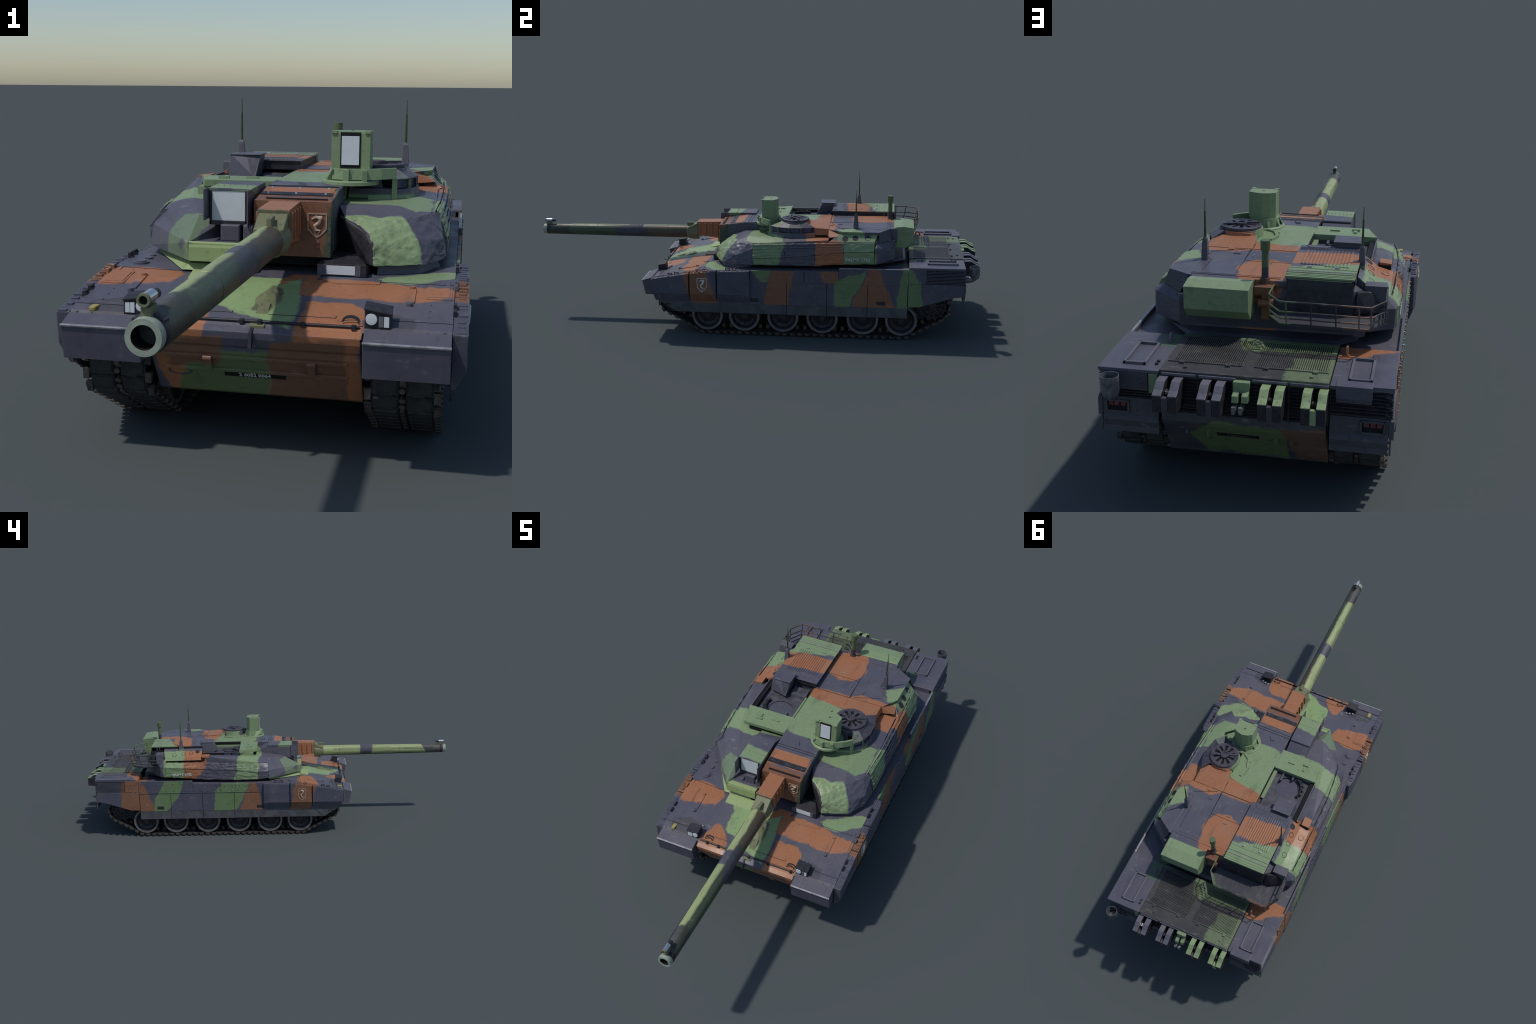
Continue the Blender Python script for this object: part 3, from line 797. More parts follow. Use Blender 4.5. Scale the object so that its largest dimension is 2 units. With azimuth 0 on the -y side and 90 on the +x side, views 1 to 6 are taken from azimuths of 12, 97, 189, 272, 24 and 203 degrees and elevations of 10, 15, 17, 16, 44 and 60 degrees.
for s in (1, -1):
    for x0, x1, y0, y1 in ((0.2375, 0.2435, 0.774, 0.901), (0.2860, 0.2920, 0.774, 0.901), (0.2375, 0.2920, 0.774, 0.779), (0.2375, 0.2920, 0.896, 0.901)):
        a.box(*sorted((s * x0, s * x1)), y0, y1, ZD - 0.001, ZD + 0.0065)
a.obj("raised_hatch_frame", "hook_l", hull_body, 0.0008)
for s in (1, -1):
    a = Acc()
    c = (s * 0.2195, 0.744, ZD + 0.006)
    a.tube([(c[0], c[1] + 0.010 * math.cos(t), c[2] + 0.013 * math.sin(t)) for t in [k * math.pi / 10 - 0.3 for k in range(12)]], 0.0035, 8)
    a.box(c[0] - 0.006, c[0] + 0.006, c[1] - 0.014, c[1] + 0.014, ZD - 0.001, ZD + 0.003)
    a.obj("lifting_eye", "hook_l" if s > 0 else "brown", hull_body, smooth=50)
box("flat_stowage_box", "violet", hull_body, -0.2955, -0.2130, 0.905, 0.9385, 0.300, ZD + 0.004, 0.0012)
Acc().box(0.209, 0.216, 0.888, 0.896, ZD - 0.001, ZD + 0.005).box(0.209, 0.216, 0.874, 0.881, ZD - 0.001, ZD + 0.005).obj("latch", "dark", hull_body, 0.0006)
a = Acc()
a.hull([(x, y, z) for x, y in ((-0.345, 0.735), (-0.283, 0.740), (-0.295, 0.929), (-0.345, 0.929)) for z in (ZD - 0.001, ZD + 0.0035)])
a.obj("deck_cover", "sheet", hull_body, 0.001)

# ------------------------------------------------------------------ REAR PLATE
a = Acc()
a.box(-0.197, 0.197, 0.905, 0.9205, 0.20, 0.318)
a.obj("grille_back", "black", hull_body)
a = Acc()
for k in range(11):
    z = 0.2305 + k * 0.0083
    a.hull([(x, y, z + d) for x in (-0.196, 0.196) for y, d in ((0.919, 0.0035), (0.928, -0.0005), (0.928, 0.001), (0.919, 0.005))])
for x in (0.105, -0.106, 0.196, -0.196):
    a.box(x - 0.002, x + 0.002, 0.918, 0.930, 0.226, 0.320)
a.obj("rear_louvre", "hub", hull_body, kind="stuff")
a = Acc()
for x0, x1 in ((0.110, 0.190), (0.016, 0.103), (-0.103, -0.022), (-0.197, -0.110)):
    a.box(x0, x1, 0.926, 0.9330, 0.3195, 0.3255)
a.obj("rear_deck_bar", "hook_l", hull_body, 0.001)
a = Acc()
a.prism("x", [(0.9265, 0.2275), (0.9300, 0.222), (0.9310, 0.206), (0.9250, 0.194), (0.8570, 0.0975), (0.8500, 0.0975), (0.8800, 0.17), (0.8900, 0.2275)], -0.1925, 0.1925)
a.prism("x", [(0.8640, 0.1010), (0.8575, 0.0925), (0.850, 0.0925), (0.855, 0.1010)], -0.1920, 0.1920)
a.obj("rear_plate", "rear", hull_body, 0.0015)
def TAIL(t, d=0.0):
    """Point on the sloped lower rear plate, t = 0 top, 1 bottom."""
    return Vector((0, 0.9250 - 0.068 * t, 0.1940 - 0.0965 * t)) + Vector((0, 0.817, -0.576)) * d


a = Acc()
a.hull([(x, *TAIL(t, d).yz) for x in (-0.035, 0.065) for t in (0.20, 0.31) for d in (-0.001, 0.0012)])
a.obj("number_plate", "black", hull_body, 0.0005)
c = TAIL(0.255, 0.0012)
text("plate_number", "2 6052 0064", "flap", hull_body, 0.010, (0.015, c.y, c.z), (-1, 0, 0), (0, 0.576, 0.817), 0.0006)
a = Acc()
for x in (0.135, 0.085):
    a.tube([(x, *TAIL(0.15, 0).yz), (x, *TAIL(0.17, 0.010).yz), (x, *TAIL(0.36, 0.010).yz), (x, *TAIL(0.38, 0).yz)], 0.0025, 6)
for x in (-0.075, -0.112):
    a.hull([(x + dx, *TAIL(t, d).yz) for dx in (-0.005, 0.005) for t in (0.25, 0.40) for d in (-0.001, 0.009)])
a.obj("towing_bracket", "rear", hull_body, 0.0006)
a = Acc()
for s in (1, -1):
    xs = sorted((s * 0.2005, s * 0.3360))
    a.hull([(x, y, z) for x in xs for y in (0.90, 0.9285) for z in (0.2105, 0.2530)])
a.obj("lamp_panel", "tail", hull_body, 0.0012)
for s in (1, -1):
    # curved rear mudflap
    prof = [(0.9255, 0.2110), (0.9300, 0.204), (0.9315, 0.195), (0.9290, 0.187), (0.9265, 0.178), (0.9275, 0.164), (0.9245, 0.164), (0.9225, 0.178), (0.918, 0.2110)]
    Acc().prism("x", prof, *sorted((s * 0.2005, s * 0.3335))).obj("rear_mudflap", "tail", hull_body, 0.0008)
    x0, x1 = 0.2700, 0.3270
    a = Acc()
    for q0, q1, z0, z1 in ((x0, x1, 0.2160, 0.2195), (x0, x1, 0.2435, 0.2470), (x0, x0 + 0.004, 0.2160, 0.2470), (x1 - 0.004, x1, 0.2160, 0.2470)):
        a.box(*sorted((s * q0, s * q1)), 0.927, 0.934, z0, z1)
    a.obj("rear_lamp_frame", "tail", hull_body, 0.0006)
    box("rear_lamp_recess", "black", hull_body, *sorted((s * 0.2735, s * 0.3235)), 0.9275, 0.9297, 0.219, 0.244, 0)
    for xx in (0.284, 0.300, 0.314):
        box("rear_lamp", "lamp", hull_body, *sorted((s * (xx - 0.006), s * (xx + 0.006))), 0.928, 0.932, 0.232, 0.243, 0.001)
    # thin corner plate
    Acc().hull([(s * 0.3360, y, z) for y, z in ((0.915, 0.255), (0.931, 0.250), (0.931, 0.205), (0.918, 0.2045))] + [(s * 0.3462, y, z) for y, z in ((0.915, 0.255), (0.931, 0.250), (0.931, 0.205), (0.918, 0.2045))]).obj("corner_plate", "tail", hull_body)
    Acc().hull([(s * x, y, z) for x in (0.337, 0.341) for y, z in ((0.920, 0.206), (0.925, 0.206), (0.929, 0.164), (0.926, 0.164))]).obj("mudflap_stay", "flap", hull_body)
a = Acc()
for k in range(7):
    z = 0.2585 + k * 0.0085
    a.hull([(x, y, z + d) for x in (-0.343, -0.2015) for y, d in ((0.921, 0.004), (0.931, -0.001), (0.931, 0.0012), (0.921, 0.006))])
for k in range(3):
    z = 0.2555 + k * 0.0065
    a.hull([(x, y, z + d) for x in (0.2005, 0.338) for y, d in ((0.921, 0.003), (0.929, -0.001), (0.929, 0.0012), (0.921, 0.005))])
a.obj("rear_corner_louvre", "hub", hull_body, kind="stuff")
box("rear_corner_panel", "tail", hull_body, 0.2250, 0.337, 0.920, 0.930, 0.2745, 0.3180, 0.001)
box("rear_corner_panel", "green", hull_body, 0.2010, 0.2220, 0.920, 0.931, 0.270, 0.3180, 0.001)
box("hull_number_stub", "tail", hull_body, -0.2945, -0.214, 0.920, 0.9375, 0.290, 0.300, 0.001)

# spare track / hook brackets hanging behind the grille
side_prof = [(0.929, 0.3165), (0.952, 0.3185), (0.964, 0.3175), (0.982, 0.3045), (0.9998, 0.2980), (0.9985, 0.2570), (0.929, 0.2530)]
for k, (x0, x1, mat) in enumerate(((0.1940, 0.1375, "hook_l"), (0.0915, 0.0370, "hook_l"), (-0.0460, -0.1005, "hook_r"), (-0.1425, -0.1980, "hook_r"))):
    w = 0.0205
    a = Acc()
    for q0, q1 in ((x0, x0 - w), (x1 + w, x1)):
        a.prism("x", side_prof, min(q0, q1) + 0.0005, max(q0, q1) - 0.0005)
    o = a.obj("tow_shackle_bracket", "hub", hull_body, 0.0006)  # near-black body gives painted shade on the sides, light slabs above
    a = Acc()
    for q0, q1 in ((x0, x0 - w), (x1 + w, x1)):
        a.prism("x", [(y, z + 0.0012) for y, z in side_prof[:5]] + [(y, z - 0.0012) for y, z in side_prof[4::-1]], min(q0, q1), max(q0, q1))
    a.obj("bracket_painted_lit_top", mat, o, 0.0005)
    a = Acc()
    a.hull([(x, y, z) for x in (x0 - w - 0.0002, x1 + w + 0.0002) for y, z in ((0.935, 0.254), (0.9980, 0.2575), (0.9990, 0.2700), (0.9990, 0.2935), (0.984, 0.2915), (0.975, 0.270))])
    a.obj("shackle_block", "rear" if k < 3 else "hook_r", o, 0.0008)
    box("shackle_pin", "chrome" if k == 0 else "deck", o, (x0 + x1) / 2 - 0.007, (x0 + x1) / 2 + 0.007, 0.955, 0.969, 0.288, 0.2965, 0.001)
a = Acc()
a.box(-0.018, 0.020, 0.928, 0.945, 0.294, 0.322)
a.hull([(x, y, z) for x in (0.004, 0.018) for y, z in ((0.93, 0.305), (0.968, 0.298), (0.972, 0.283), (0.93, 0.272))])
a.hull([(x, y, z) for x in (-0.018, -0.004) for y, z in ((0.93, 0.305), (0.966, 0.298), (0.970, 0.283), (0.93, 0.272))])
a.obj("towing_pintle", "green", hull_body, 0.001)
a = Acc()
for x in (0.011, -0.005):
    a.cyl("y", (x, 0.955, 0.270), 0.0065, 0.026, 14)
    a.cyl("z", (x, 0.982, 0.262), 0.005, 0.016, 12)
a.obj("pintle_pin", "exhaust", hull_body, smooth=40)

# exhaust cup with elbow
a = Acc()
a.lathe([(0.0205, 0.046), (0.0215, 0.046), (0.0212, 0.008), (0.0165, -0.004), (0, -0.006), (0, -0.002), (0.0150, 0.004), (0.0188, 0.012)], "z", (0.3020, 0.9690, 0.2795), 36)
ex = a.obj("exhaust_cup", "exhaust", hull_body, smooth=40)
a = Acc()
a.tube([(0.302, 0.970, 0.288), (0.302, 0.966, 0.278), (0.303, 0.955, 0.271), (0.304, 0.940, 0.268), (0.305, 0.925, 0.267)], [0.013, 0.0145, 0.0135, 0.013, 0.013], 16)
a.obj("exhaust_elbow", "exhaust", hull_body, smooth=50)

# ------------------------------------------------------------------ RUNNING GEAR
WY = [-0.1720, -0.0090, 0.1600, 0.3300, 0.5040, 0.6680]
WZ, WR = 0.0830, 0.0680
IDL, SPR = (-0.3180, 0.1500), (0.7990, 0.1500)
XC = 0.2595


def hull2d(pts):
    pts = sorted(set(pts))
    cross = lambda o, p, q: (p[0] - o[0]) * (q[1] - o[1]) - (p[1] - o[1]) * (q[0] - o[0])
    lo, up = [], []
    for seq, out in ((pts, lo), (pts[::-1], up)):
        for p in seq:
            while len(out) > 1 and cross(out[-2], out[-1], p) <= 0:
                out.pop()
            out.append(p)
    return lo[:-1] + up[:-1]


ring = []
for (cy, cz), r in ((IDL, 0.0640), (SPR, 0.0700), ((WY[0], WZ), 0.0760), ((WY[-1], WZ), 0.0760)):
    ring += [(round(cy + r * math.cos(t), 6), round(cz + r * math.sin(t), 6)) for t in [k * math.pi / 48 for k in range(96)]]
path = hull2d(ring)
seg = [(Vector(p), Vector(q)) for p, q in zip(path, path[1:] + path[:1])]
total = sum((q - p).length for p, q in seg)


def along(d):
    d %= total
    for p, q in seg:
        l = (q - p).length
        if d <= l:
            t = (q - p) / l
            return p + t * d, t
        d -= l
    return seg[-1][1], (seg[-1][1] - seg[-1][0]).normalized()


NL = 82
pitch = total / NL
# one link: local x across, y along the path, z outward (ground side)
a = Acc()
for s in (1, -1):
    a.box(*sorted((s * 0.0065, s * 0.0535)), -pitch * 0.47, pitch * 0.47, -0.0045, 0.0020)
    a.hull([(s * x, y, z) for x, y, z in ((0.009, -pitch * 0.40, 0.0), (0.051, -pitch * 0.40, 0.0), (0.009, pitch * 0.36, 0.0), (0.051, pitch * 0.36, 0.0), (0.010, -pitch * 0.37, 0.0058), (0.050, -pitch * 0.37, 0.0058), (0.010, pitch * 0.33, 0.0058), (0.050, pitch * 0.33, 0.0058))])
    a.box(*sorted((s * 0.018, s * 0.038)), pitch * 0.36, pitch * 0.52, -0.003, 0.0030)
link_me = a.obj("track_link", "rubber").data
a = Acc()
for s in (1, -1):
    a.box(*sorted((s * 0.0545, s * 0.0660)), pitch * 0.20, pitch * 0.80, -0.0058, 0.0048)
    a.cyl("x", (s * 0.0530 if s > 0 else -0.067, pitch * 0.30, -0.0005), 0.0042, 0.014, 8)
a.box(-0.0058, 0.0058, -pitch * 0.22, pitch * 0.22, -0.022, -0.003)
a.cyl("z", (0, -pitch * 0.22, -0.004), 0.0056, 0.0085, 10)
a.cyl("z", (0, pitch * 0.22, -0.004), 0.0056, 0.0085, 10)
conn_me = a.obj("track_connector", "steel").data
for o in [o for o in bpy.data.objects if o.name.startswith(("track_link", "track_connector"))]:
    bpy.data.objects.remove(o)


def lathe_mesh(name, mat, prof, seg=40, extra=None):
    a = Acc()
    a.lathe(prof, "x", (0, 0, 0), seg)
    if extra:
        extra(a)
    o = a.obj(name, mat, smooth=35)
    me = o.data
    bpy.data.objects.remove(o)
    return me


tyre_me = lathe_mesh("tyre", "tyre", [(WR - 0.010, 0.010), (WR - 0.001, 0.010), (WR, 0.013), (WR, 0.053), (WR - 0.0015, 0.0560), (WR - 0.010, 0.0560)])
tyre2_me = lathe_mesh("tyre", "tyre", [(WR - 0.010, -0.056), (WR - 0.001, -0.056), (WR, -0.053), (WR, -0.013), (WR - 0.0015, -0.010), (WR - 0.010, -0.010)])


def hub_bolts(a):
    for k in range(10):
        t = k * math.pi / 5
        a.cyl("x", (0.0345, 0.026 * math.cos(t), 0.026 * math.sin(t)), 0.0024, 0.006, 8)
    for k in range(5):
        t = k * 2 * math.pi / 5 + 0.3
        a.box(0.0330, 0.0390, 0.040 * math.cos(t) - 0.003, 0.040 * math.cos(t) + 0.003, 0.040 * math.sin(t) - 0.003, 0.040 * math.sin(t) + 0.003)


hub_me = lathe_mesh("road_wheel", "hub", [(0.0, -0.050), (WR - 0.0098, -0.050), (WR - 0.0098, -0.012), (0.022, -0.008), (0.022, 0.008), (WR - 0.0098, 0.012), (WR - 0.0098, 0.0545), (WR - 0.0135, 0.0530), (WR - 0.019, 0.0380), (0.036, 0.0330), (0.030, 0.0370), (0.020, 0.0375), (0.018, 0.0470), (0.011, 0.0490), (0.010, 0.0530), (0.0, 0.0530)], extra=hub_bolts)


def spr_teeth(a):
    for k in range(12):
        t = k * math.pi / 6
        d, e = Vector((0, math.cos(t), math.sin(t))), Vector((0, -math.sin(t), math.cos(t)))
        for x0, x1 in ((0.036, 0.046), (-0.046, -0.036)):
            a.hull([Vector((x, 0, 0)) + d * r + e * w for x in (x0, x1) for r, w in ((0.05, -0.010), (0.05, 0.010), (0.0665, -0.004), (0.0665, 0.004))])
        a.hull([Vector((x, 0, 0)) + d * r + e * w for x in (0.046, 0.053) for r, w in ((0.014, -0.003), (0.014, 0.003), (0.052, -0.0022), (0.052, 0.0022))])
        a.cyl("x", tuple(Vector((0.046, 0, 0)) + d * 0.030 + e * 0.006), 0.0025, 0.006, 8)


spr_me = lathe_mesh("drive_sprocket", "hub", [(0.0, -0.046), (0.055, -0.046), (0.055, -0.036), (0.03, -0.03), (0.03, 0.03), (0.055, 0.036), (0.057, 0.048), (0.050, 0.048), (0.046, 0.042), (0.018, 0.042), (0.016, 0.053), (0.0, 0.055)], extra=spr_teeth)
idl_me = lathe_mesh("idler_wheel", "hub", [(0.0, -0.05), (0.057, -0.05), (0.057, -0.012), (0.025, -0.01), (0.025, 0.01), (0.057, 0.012), (0.057, 0.05), (0.048, 0.05), (0.044, 0.040), (0.016, 0.040), (0.014, 0.05), (0.0, 0.05)])

for s in (1, -1):
    a = Acc()
    n = len(path)
    for x0, x1 in ((-0.054, -0.008), (0.008, 0.054)):
        inner = [Vector(p) - 0.0030 * Vector(((q - r).y, -(q - r).x)).normalized() for p, q, r in zip(path, [Vector(v) for v in path[1:] + path[:1]], [Vector(v) for v in path[-1:] + path[:-1]])]
        outer = [Vector(p) for p in path]
        vs = []
        for i in range(n):
            for x in (x0, x1):
                vs.append((s * XC + x, inner[i].x, inner[i].y))
            for x in (x0, x1):
                vs.append((s * XC + x, outer[i].x, outer[i].y))
        fs = []
        for i in range(n):
            j = (i + 1) % n
            for p, q in ((0, 1), (1, 3), (3, 2), (2, 0)):
                fs.append((4 * i + p, 4 * i + q, 4 * j + q, 4 * j + p))
        a.poly(vs, fs)
    track = a.obj("track", "rubber", tank)
    for k in range(NL):
        p, t = along(k * pitch)
        ang = math.atan2(t.y, t.x)
        # the hull polygon runs counter-clockwise in (y, z): outward normal is to the right of t
        R = Matrix.Rotation(ang, 4, "X")
        flip = Matrix.Rotation(math.pi, 4, "Y")
        for nm, me in (("track_link", link_me), ("track_connector", conn_me)):
            o = mesh_instance(nm, me, track)
            o.matrix_local = Matrix.Translation((s * XC, p.x, p.y)) @ R @ flip
    for y in WY:
        dz = random.uniform(-0.0006, 0.0006)
        w = mesh_instance("road_wheel", hub_me, tank, (s * 0.2630, y, WZ + dz), (random.uniform(0, 6.28), 0, 0 if s > 0 else math.pi))
        mesh_instance("tyre", tyre_me, w)
        mesh_instance("tyre", tyre2_me, w)
    mesh_instance("drive_sprocket", spr_me, tank, (s * 0.2560, *SPR), (0.2, 0, 0 if s > 0 else math.pi))
    mesh_instance("idler_wheel", idl_me, tank, (s * 0.2600, *IDL), (0, 0, 0 if s > 0 else math.pi))
    a = Acc()
    for y in WY:
        a.hull([(s * x, yy, z) for x in (0.180, 0.195) for yy, z in ((y - 0.012, WZ + 0.012), (y - 0.012, WZ - 0.012), (y + 0.066, 0.135), (y + 0.066, 0.11))])
    a.obj("suspension_arm", "hub", tank, 0.002)

# ------------------------------------------------------------------ TURRET
# main body: armour blocks as convex hulls, right and left sides measured separately
a = Acc()
# core under the roof
a.hull([(x, y, z) for x, y in ((-0.22, 0.03), (0.10, -0.02), (0.22, 0.02), (0.25, 0.60), (0.226, 0.634), (-0.225, 0.622), (-0.25, 0.60), (-0.25, 0.06)) for z in (0.318, 0.412)])
turret = a.obj("turret", "turret", tank, 0.001)
a = Acc()
a.cyl("z", (0, 0.20, 0.300), 0.215, 0.03, 64)
a.obj("turret_ring", "black", turret)

# right cheek: hollow on the inner side so that the gun trunnion shows
RB = [(0.184, -0.148, 0.316), (0.2747, -0.1105, 0.3156), (0.3145, -0.0417, 0.318), (0.318, 0.045, 0.316)]
RM = [(0.181, -0.1394, 0.3587), (0.2637, -0.0929, 0.3578), (0.3094, -0.0354, 0.3575)]
RT = [(0.1175, -0.0806, 0.3994), (0.2326, -0.0565, 0.3985), (0.282, 0.0043, 0.4006)]
a = Acc()
a.hull(RB + RM + RT + [(0.153, -0.107, 0.3870), (0.170, -0.125, 0.375), (0.105, -0.030, 0.402), (0.105, -0.02, 0.316), (0.30, 0.06, 0.398), (0.20, 0.05, 0.402), (0.20, 0.05, 0.316), (0.135, -0.07, 0.316)])
a.crumple(0.0030)
a.obj("cheek_armour", "cover", turret, smooth=38)
a = Acc()
a.hull([(0.184, -0.1485, 0.316), (0.181, -0.1399, 0.3587), (0.170, -0.1255, 0.375), (0.153, -0.1075, 0.387), (0.1175, -0.081, 0.3996), (0.1145, -0.079, 0.3995), (0.150, -0.105, 0.386), (0.167, -0.123, 0.374), (0.178, -0.137, 0.358), (0.1805, -0.146, 0.316)])
a.obj("cheek_edge", "violet", turret)
# right shoulder plate
hull("shoulder_plate", "turret", turret, [(0.1175, -0.0800, 0.3985), (0.2326, -0.0560, 0.3976), (0.282, 0.0048, 0.3995), (0.290, 0.170, 0.4120), (0.287, 0.352, 0.4230), (0.22, 0.0024, 0.4180), (0.098, -0.03, 0.417), (0.098, 0.36, 0.4215), (0.2, 0.36, 0.4225), (0.098, -0.03, 0.38), (0.098, 0.36, 0.38), (0.282, 0.02, 0.385), (0.279, 0.352, 0.39)], 0.001)

# flanks: armour boxes with a sloped top, split into modules.  Rows: y, then |x| and z of the
# lower edge, of the bend and of the upper edge.  The turret sits a little to the left.
FLANK = {
    1: [(0.0300, 0.3195, 0.3165, 0.3205, 0.3460, 0.2960, 0.4040), (0.1700, 0.3200, 0.3160, 0.3215, 0.3530, 0.3030, 0.4110), (0.2980, 0.3200, 0.3160, 0.3220, 0.3660, 0.3040, 0.4150),
        (0.3440, 0.3200, 0.3215, 0.3220, 0.3720, 0.3040, 0.4165), (0.4200, 0.3190, 0.3260, 0.3210, 0.3800, 0.3030, 0.4190), (0.5500, 0.3165, 0.3290, 0.3180, 0.3850, 0.2985, 0.4205)],
    -1: [(-0.0050, 0.3200, 0.3160, 0.3205, 0.3560, 0.2935, 0.3940), (0.0480, 0.3260, 0.3120, 0.3275, 0.3510, 0.3030, 0.3955), (0.1640, 0.3290, 0.3105, 0.3305, 0.3670, 0.3140, 0.3975),
         (0.3270, 0.3310, 0.3160, 0.3330, 0.3760, 0.3170, 0.4090), (0.4400, 0.3320, 0.3260, 0.3350, 0.3830, 0.3165, 0.4095), (0.5450, 0.3320, 0.3330, 0.3345, 0.3860, 0.3140, 0.4110)],
}
for s in (1, -1):
    for p, q in zip(FLANK[s], FLANK[s][1:]):
        pts = []
        for (y, xb, b, xm, m, xt, t), e in ((p, 0.0008), (q, -0.0008)):
            pts += [(s * (xb - 0.003), y + e, b), (s * xb, y + e, b + 0.004), (s * xm, y + e, m), (s * xt, y + e, t), (s * 0.245, y + e, t - 0.004), (s * 0.245, y + e, b)]
        Acc().hull(pts).crumple(0.0018, 0.0075, (50.0, 22.0, 60.0), s).obj("flank_armour", "cover", turret, smooth=38)
# wavy ridges pressed into the flank covers
for s, y0, y1 in ((1, 0.033, 0.420), (-1, 0.052, 0.325)):
    a = Acc()
    for k, (f, w) in enumerate(((0.10, 0.0036), (0.34, 0.0034), (0.58, 0.0026), (0.82, 0.0020))):
        pts = []
        for i in range(60):
            y = y0 + (y1 - y0) * i / 59
            xb, b, xm, m, xt, t = interp(y, FLANK[s])
            jig = 0.0020 * noise.noise(Vector((y * 60, k * 7.3, s * 3.1)))
            pts.append((s * (xt + (xm - xt) * f + 0.0014 + jig), y, t - (t - m) * f + 1.6 * jig))
        a.tube(pts, w, 6)
    a.obj("pressed_ridge", "cover", turret, smooth=60, kind="stuff")
# net of raised cords on the left flank cover
a = Acc()
rnd = random.Random(3)
for k in range(150):
    y = rnd.uniform(0.055, 0.44)
    f = rnd.uniform(0.05, 0.92)
    def on(y, f):
        xb, b, xm, m, xt, t = interp(y, FLANK[-1])
        return Vector((-(xt + (xm - xt) * f) - 0.0018, y, t - (t - m) * f))
    dy = rnd.uniform(0.006, 0.016)
    a.tube([on(y, f), on(y + dy * 0.5, min(0.97, f + rnd.uniform(-0.1, 0.1))), on(y + dy, min(0.97, max(0.03, f + rnd.uniform(-0.15, 0.15))))], 0.0011, 5)
a.obj("cover_cord", "cover", turret, kind="stuff")

# seams of the flank covers and the dark gutter along their top
a = Acc()
for s in (1, -1):
    st = FLANK[s]
    for p, q in zip(st, st[1:]):
        a.strip((s * (p[3] + 0.0002), p[0], p[4] - 0.001), (s * (q[3] + 0.0002), q[0], q[4] - 0.001), 0.0018, 0.0006, (s, 0, 0.3))
        a.strip((s * (p[5] - 0.003), p[0], p[6] - 0.0002), (s * (q[5] - 0.003), q[0], q[6] - 0.0002), 0.0040, 0.0010, (s * 0.4, 0, 0.9))
a.obj("panel_seam", "seam", turret, kind="stuff")

# rear corner boxes, both sides
hull("corner_stowage", "cover", turret, [(0.3160, 0.5515, 0.329), (0.309, 0.575, 0.331), (0.2275, 0.637, 0.333), (0.3150, 0.5540, 0.400), (0.3060, 0.5760, 0.3960), (0.2275, 0.6330, 0.392), (0.270, 0.565, 0.424), (0.225, 0.60, 0.425), (0.2, 0.60, 0.333), (0.22, 0.54, 0.41), (0.22, 0.5515, 0.33)], 0.0012)
hull("corner_stowage", "turret", turret, [(-0.3315, 0.5455, 0.333), (-0.322, 0.575, 0.335), (-0.2265, 0.622, 0.333), (-0.3330, 0.5455, 0.3900), (-0.3080, 0.5455, 0.420), (-0.3240, 0.5760, 0.3900), (-0.2265, 0.6220, 0.400), (-0.295, 0.565, 0.420), (-0.225, 0.60, 0.425), (-0.2, 0.60, 0.333), (-0.22, 0.54, 0.41), (-0.22, 0.5475, 0.33)], 0.0012)
hull("rear_side_box", "violet", turret, [(x, y, z) for x, y in ((-0.3050, 0.596), (-0.2455, 0.596), (-0.2455, 0.560), (-0.3000, 0.560)) for z in (0.400, 0.4540)], 0.001)

# lower splash collar in front, and black gap bar
hull("splash_plate", "lime", turret, [(-0.196, -0.180, 0.2965), (-0.300, -0.012, 0.304), (-0.085, -0.178, 0.2965), (-0.20, 0.02, 0.3045), (-0.182, -0.166, 0.308), (-0.275, -0.010, 0.3145), (-0.10, -0.165, 0.308)], 0.001)
hull("splash_plate", "glacis", turret, [(0.188, -0.134, 0.294), (0.270, -0.100, 0.296), (0.308, -0.034, 0.296), (0.27, 0.03, 0.296), (0.19, -0.128, 0.3165), (0.264, -0.096, 0.3165), (0.302, -0.030, 0.3165), (0.2, 0.03, 0.3165)], 0.001)

# left cheek, shelf and front left block
LB = [(-0.181, -0.1845, 0.3162), (-0.2353, -0.0832, 0.3110), (-0.319, -0.0135, 0.3155)]
LM = [(-0.1800, -0.1850, 0.3530), (-0.2337, -0.0834, 0.3483), (-0.3120, -0.0070, 0.3600)]
a = Acc()
a.hull(LB[1:] + LM[1:] + [(-0.290, 0.0124, 0.3949), (-0.1826, -0.1045, 0.3955), (-0.1835, -0.1820, 0.3515), LB[0], (-0.12, -0.06, 0.3925), (-0.14, -0.09, 0.316), (-0.20, 0.05, 0.395), (-0.2985, 0.02, 0.3945), (-0.31, 0.03, 0.316), (-0.20, 0.05, 0.316)])
a.obj("cheek_armour", "turret", turret, 0.001)
hull("gun_shelf", "turret", turret, [(x, y, z) for x, y in ((-0.1812, -0.1852), (-0.066, -0.1852), (-0.066, -0.07), (-0.17, -0.09)) for z in (0.3160, 0.3525)], 0.001)
hull("shelf_lip", "lime", turret, [(x, y, z) for x in (-0.1805, -0.066) for y, z in ((-0.1868, 0.3160), (-0.1868, 0.3440), (-0.1848, 0.3165), (-0.1835, 0.3545), (-0.178, 0.3545))], 0.0008)
hull("shelf_apron", "lime", turret, [(-0.1721, -0.2231, 0.2885), (-0.0691, -0.2240, 0.2885), (-0.1724, -0.1794, 0.2985), (-0.0691, -0.1790, 0.2985), (-0.1721, -0.2231, 0.2850), (-0.0691, -0.2240, 0.2850), (-0.1724, -0.1794, 0.2930), (-0.0691, -0.1790, 0.2930)], 0.0006)
hull("shelf_block", "turret", turret, [(x, y, z) for x in (-0.075, -0.055) for y in (-0.165, -0.08) for z in (0.352, 0.388)], 0.003)
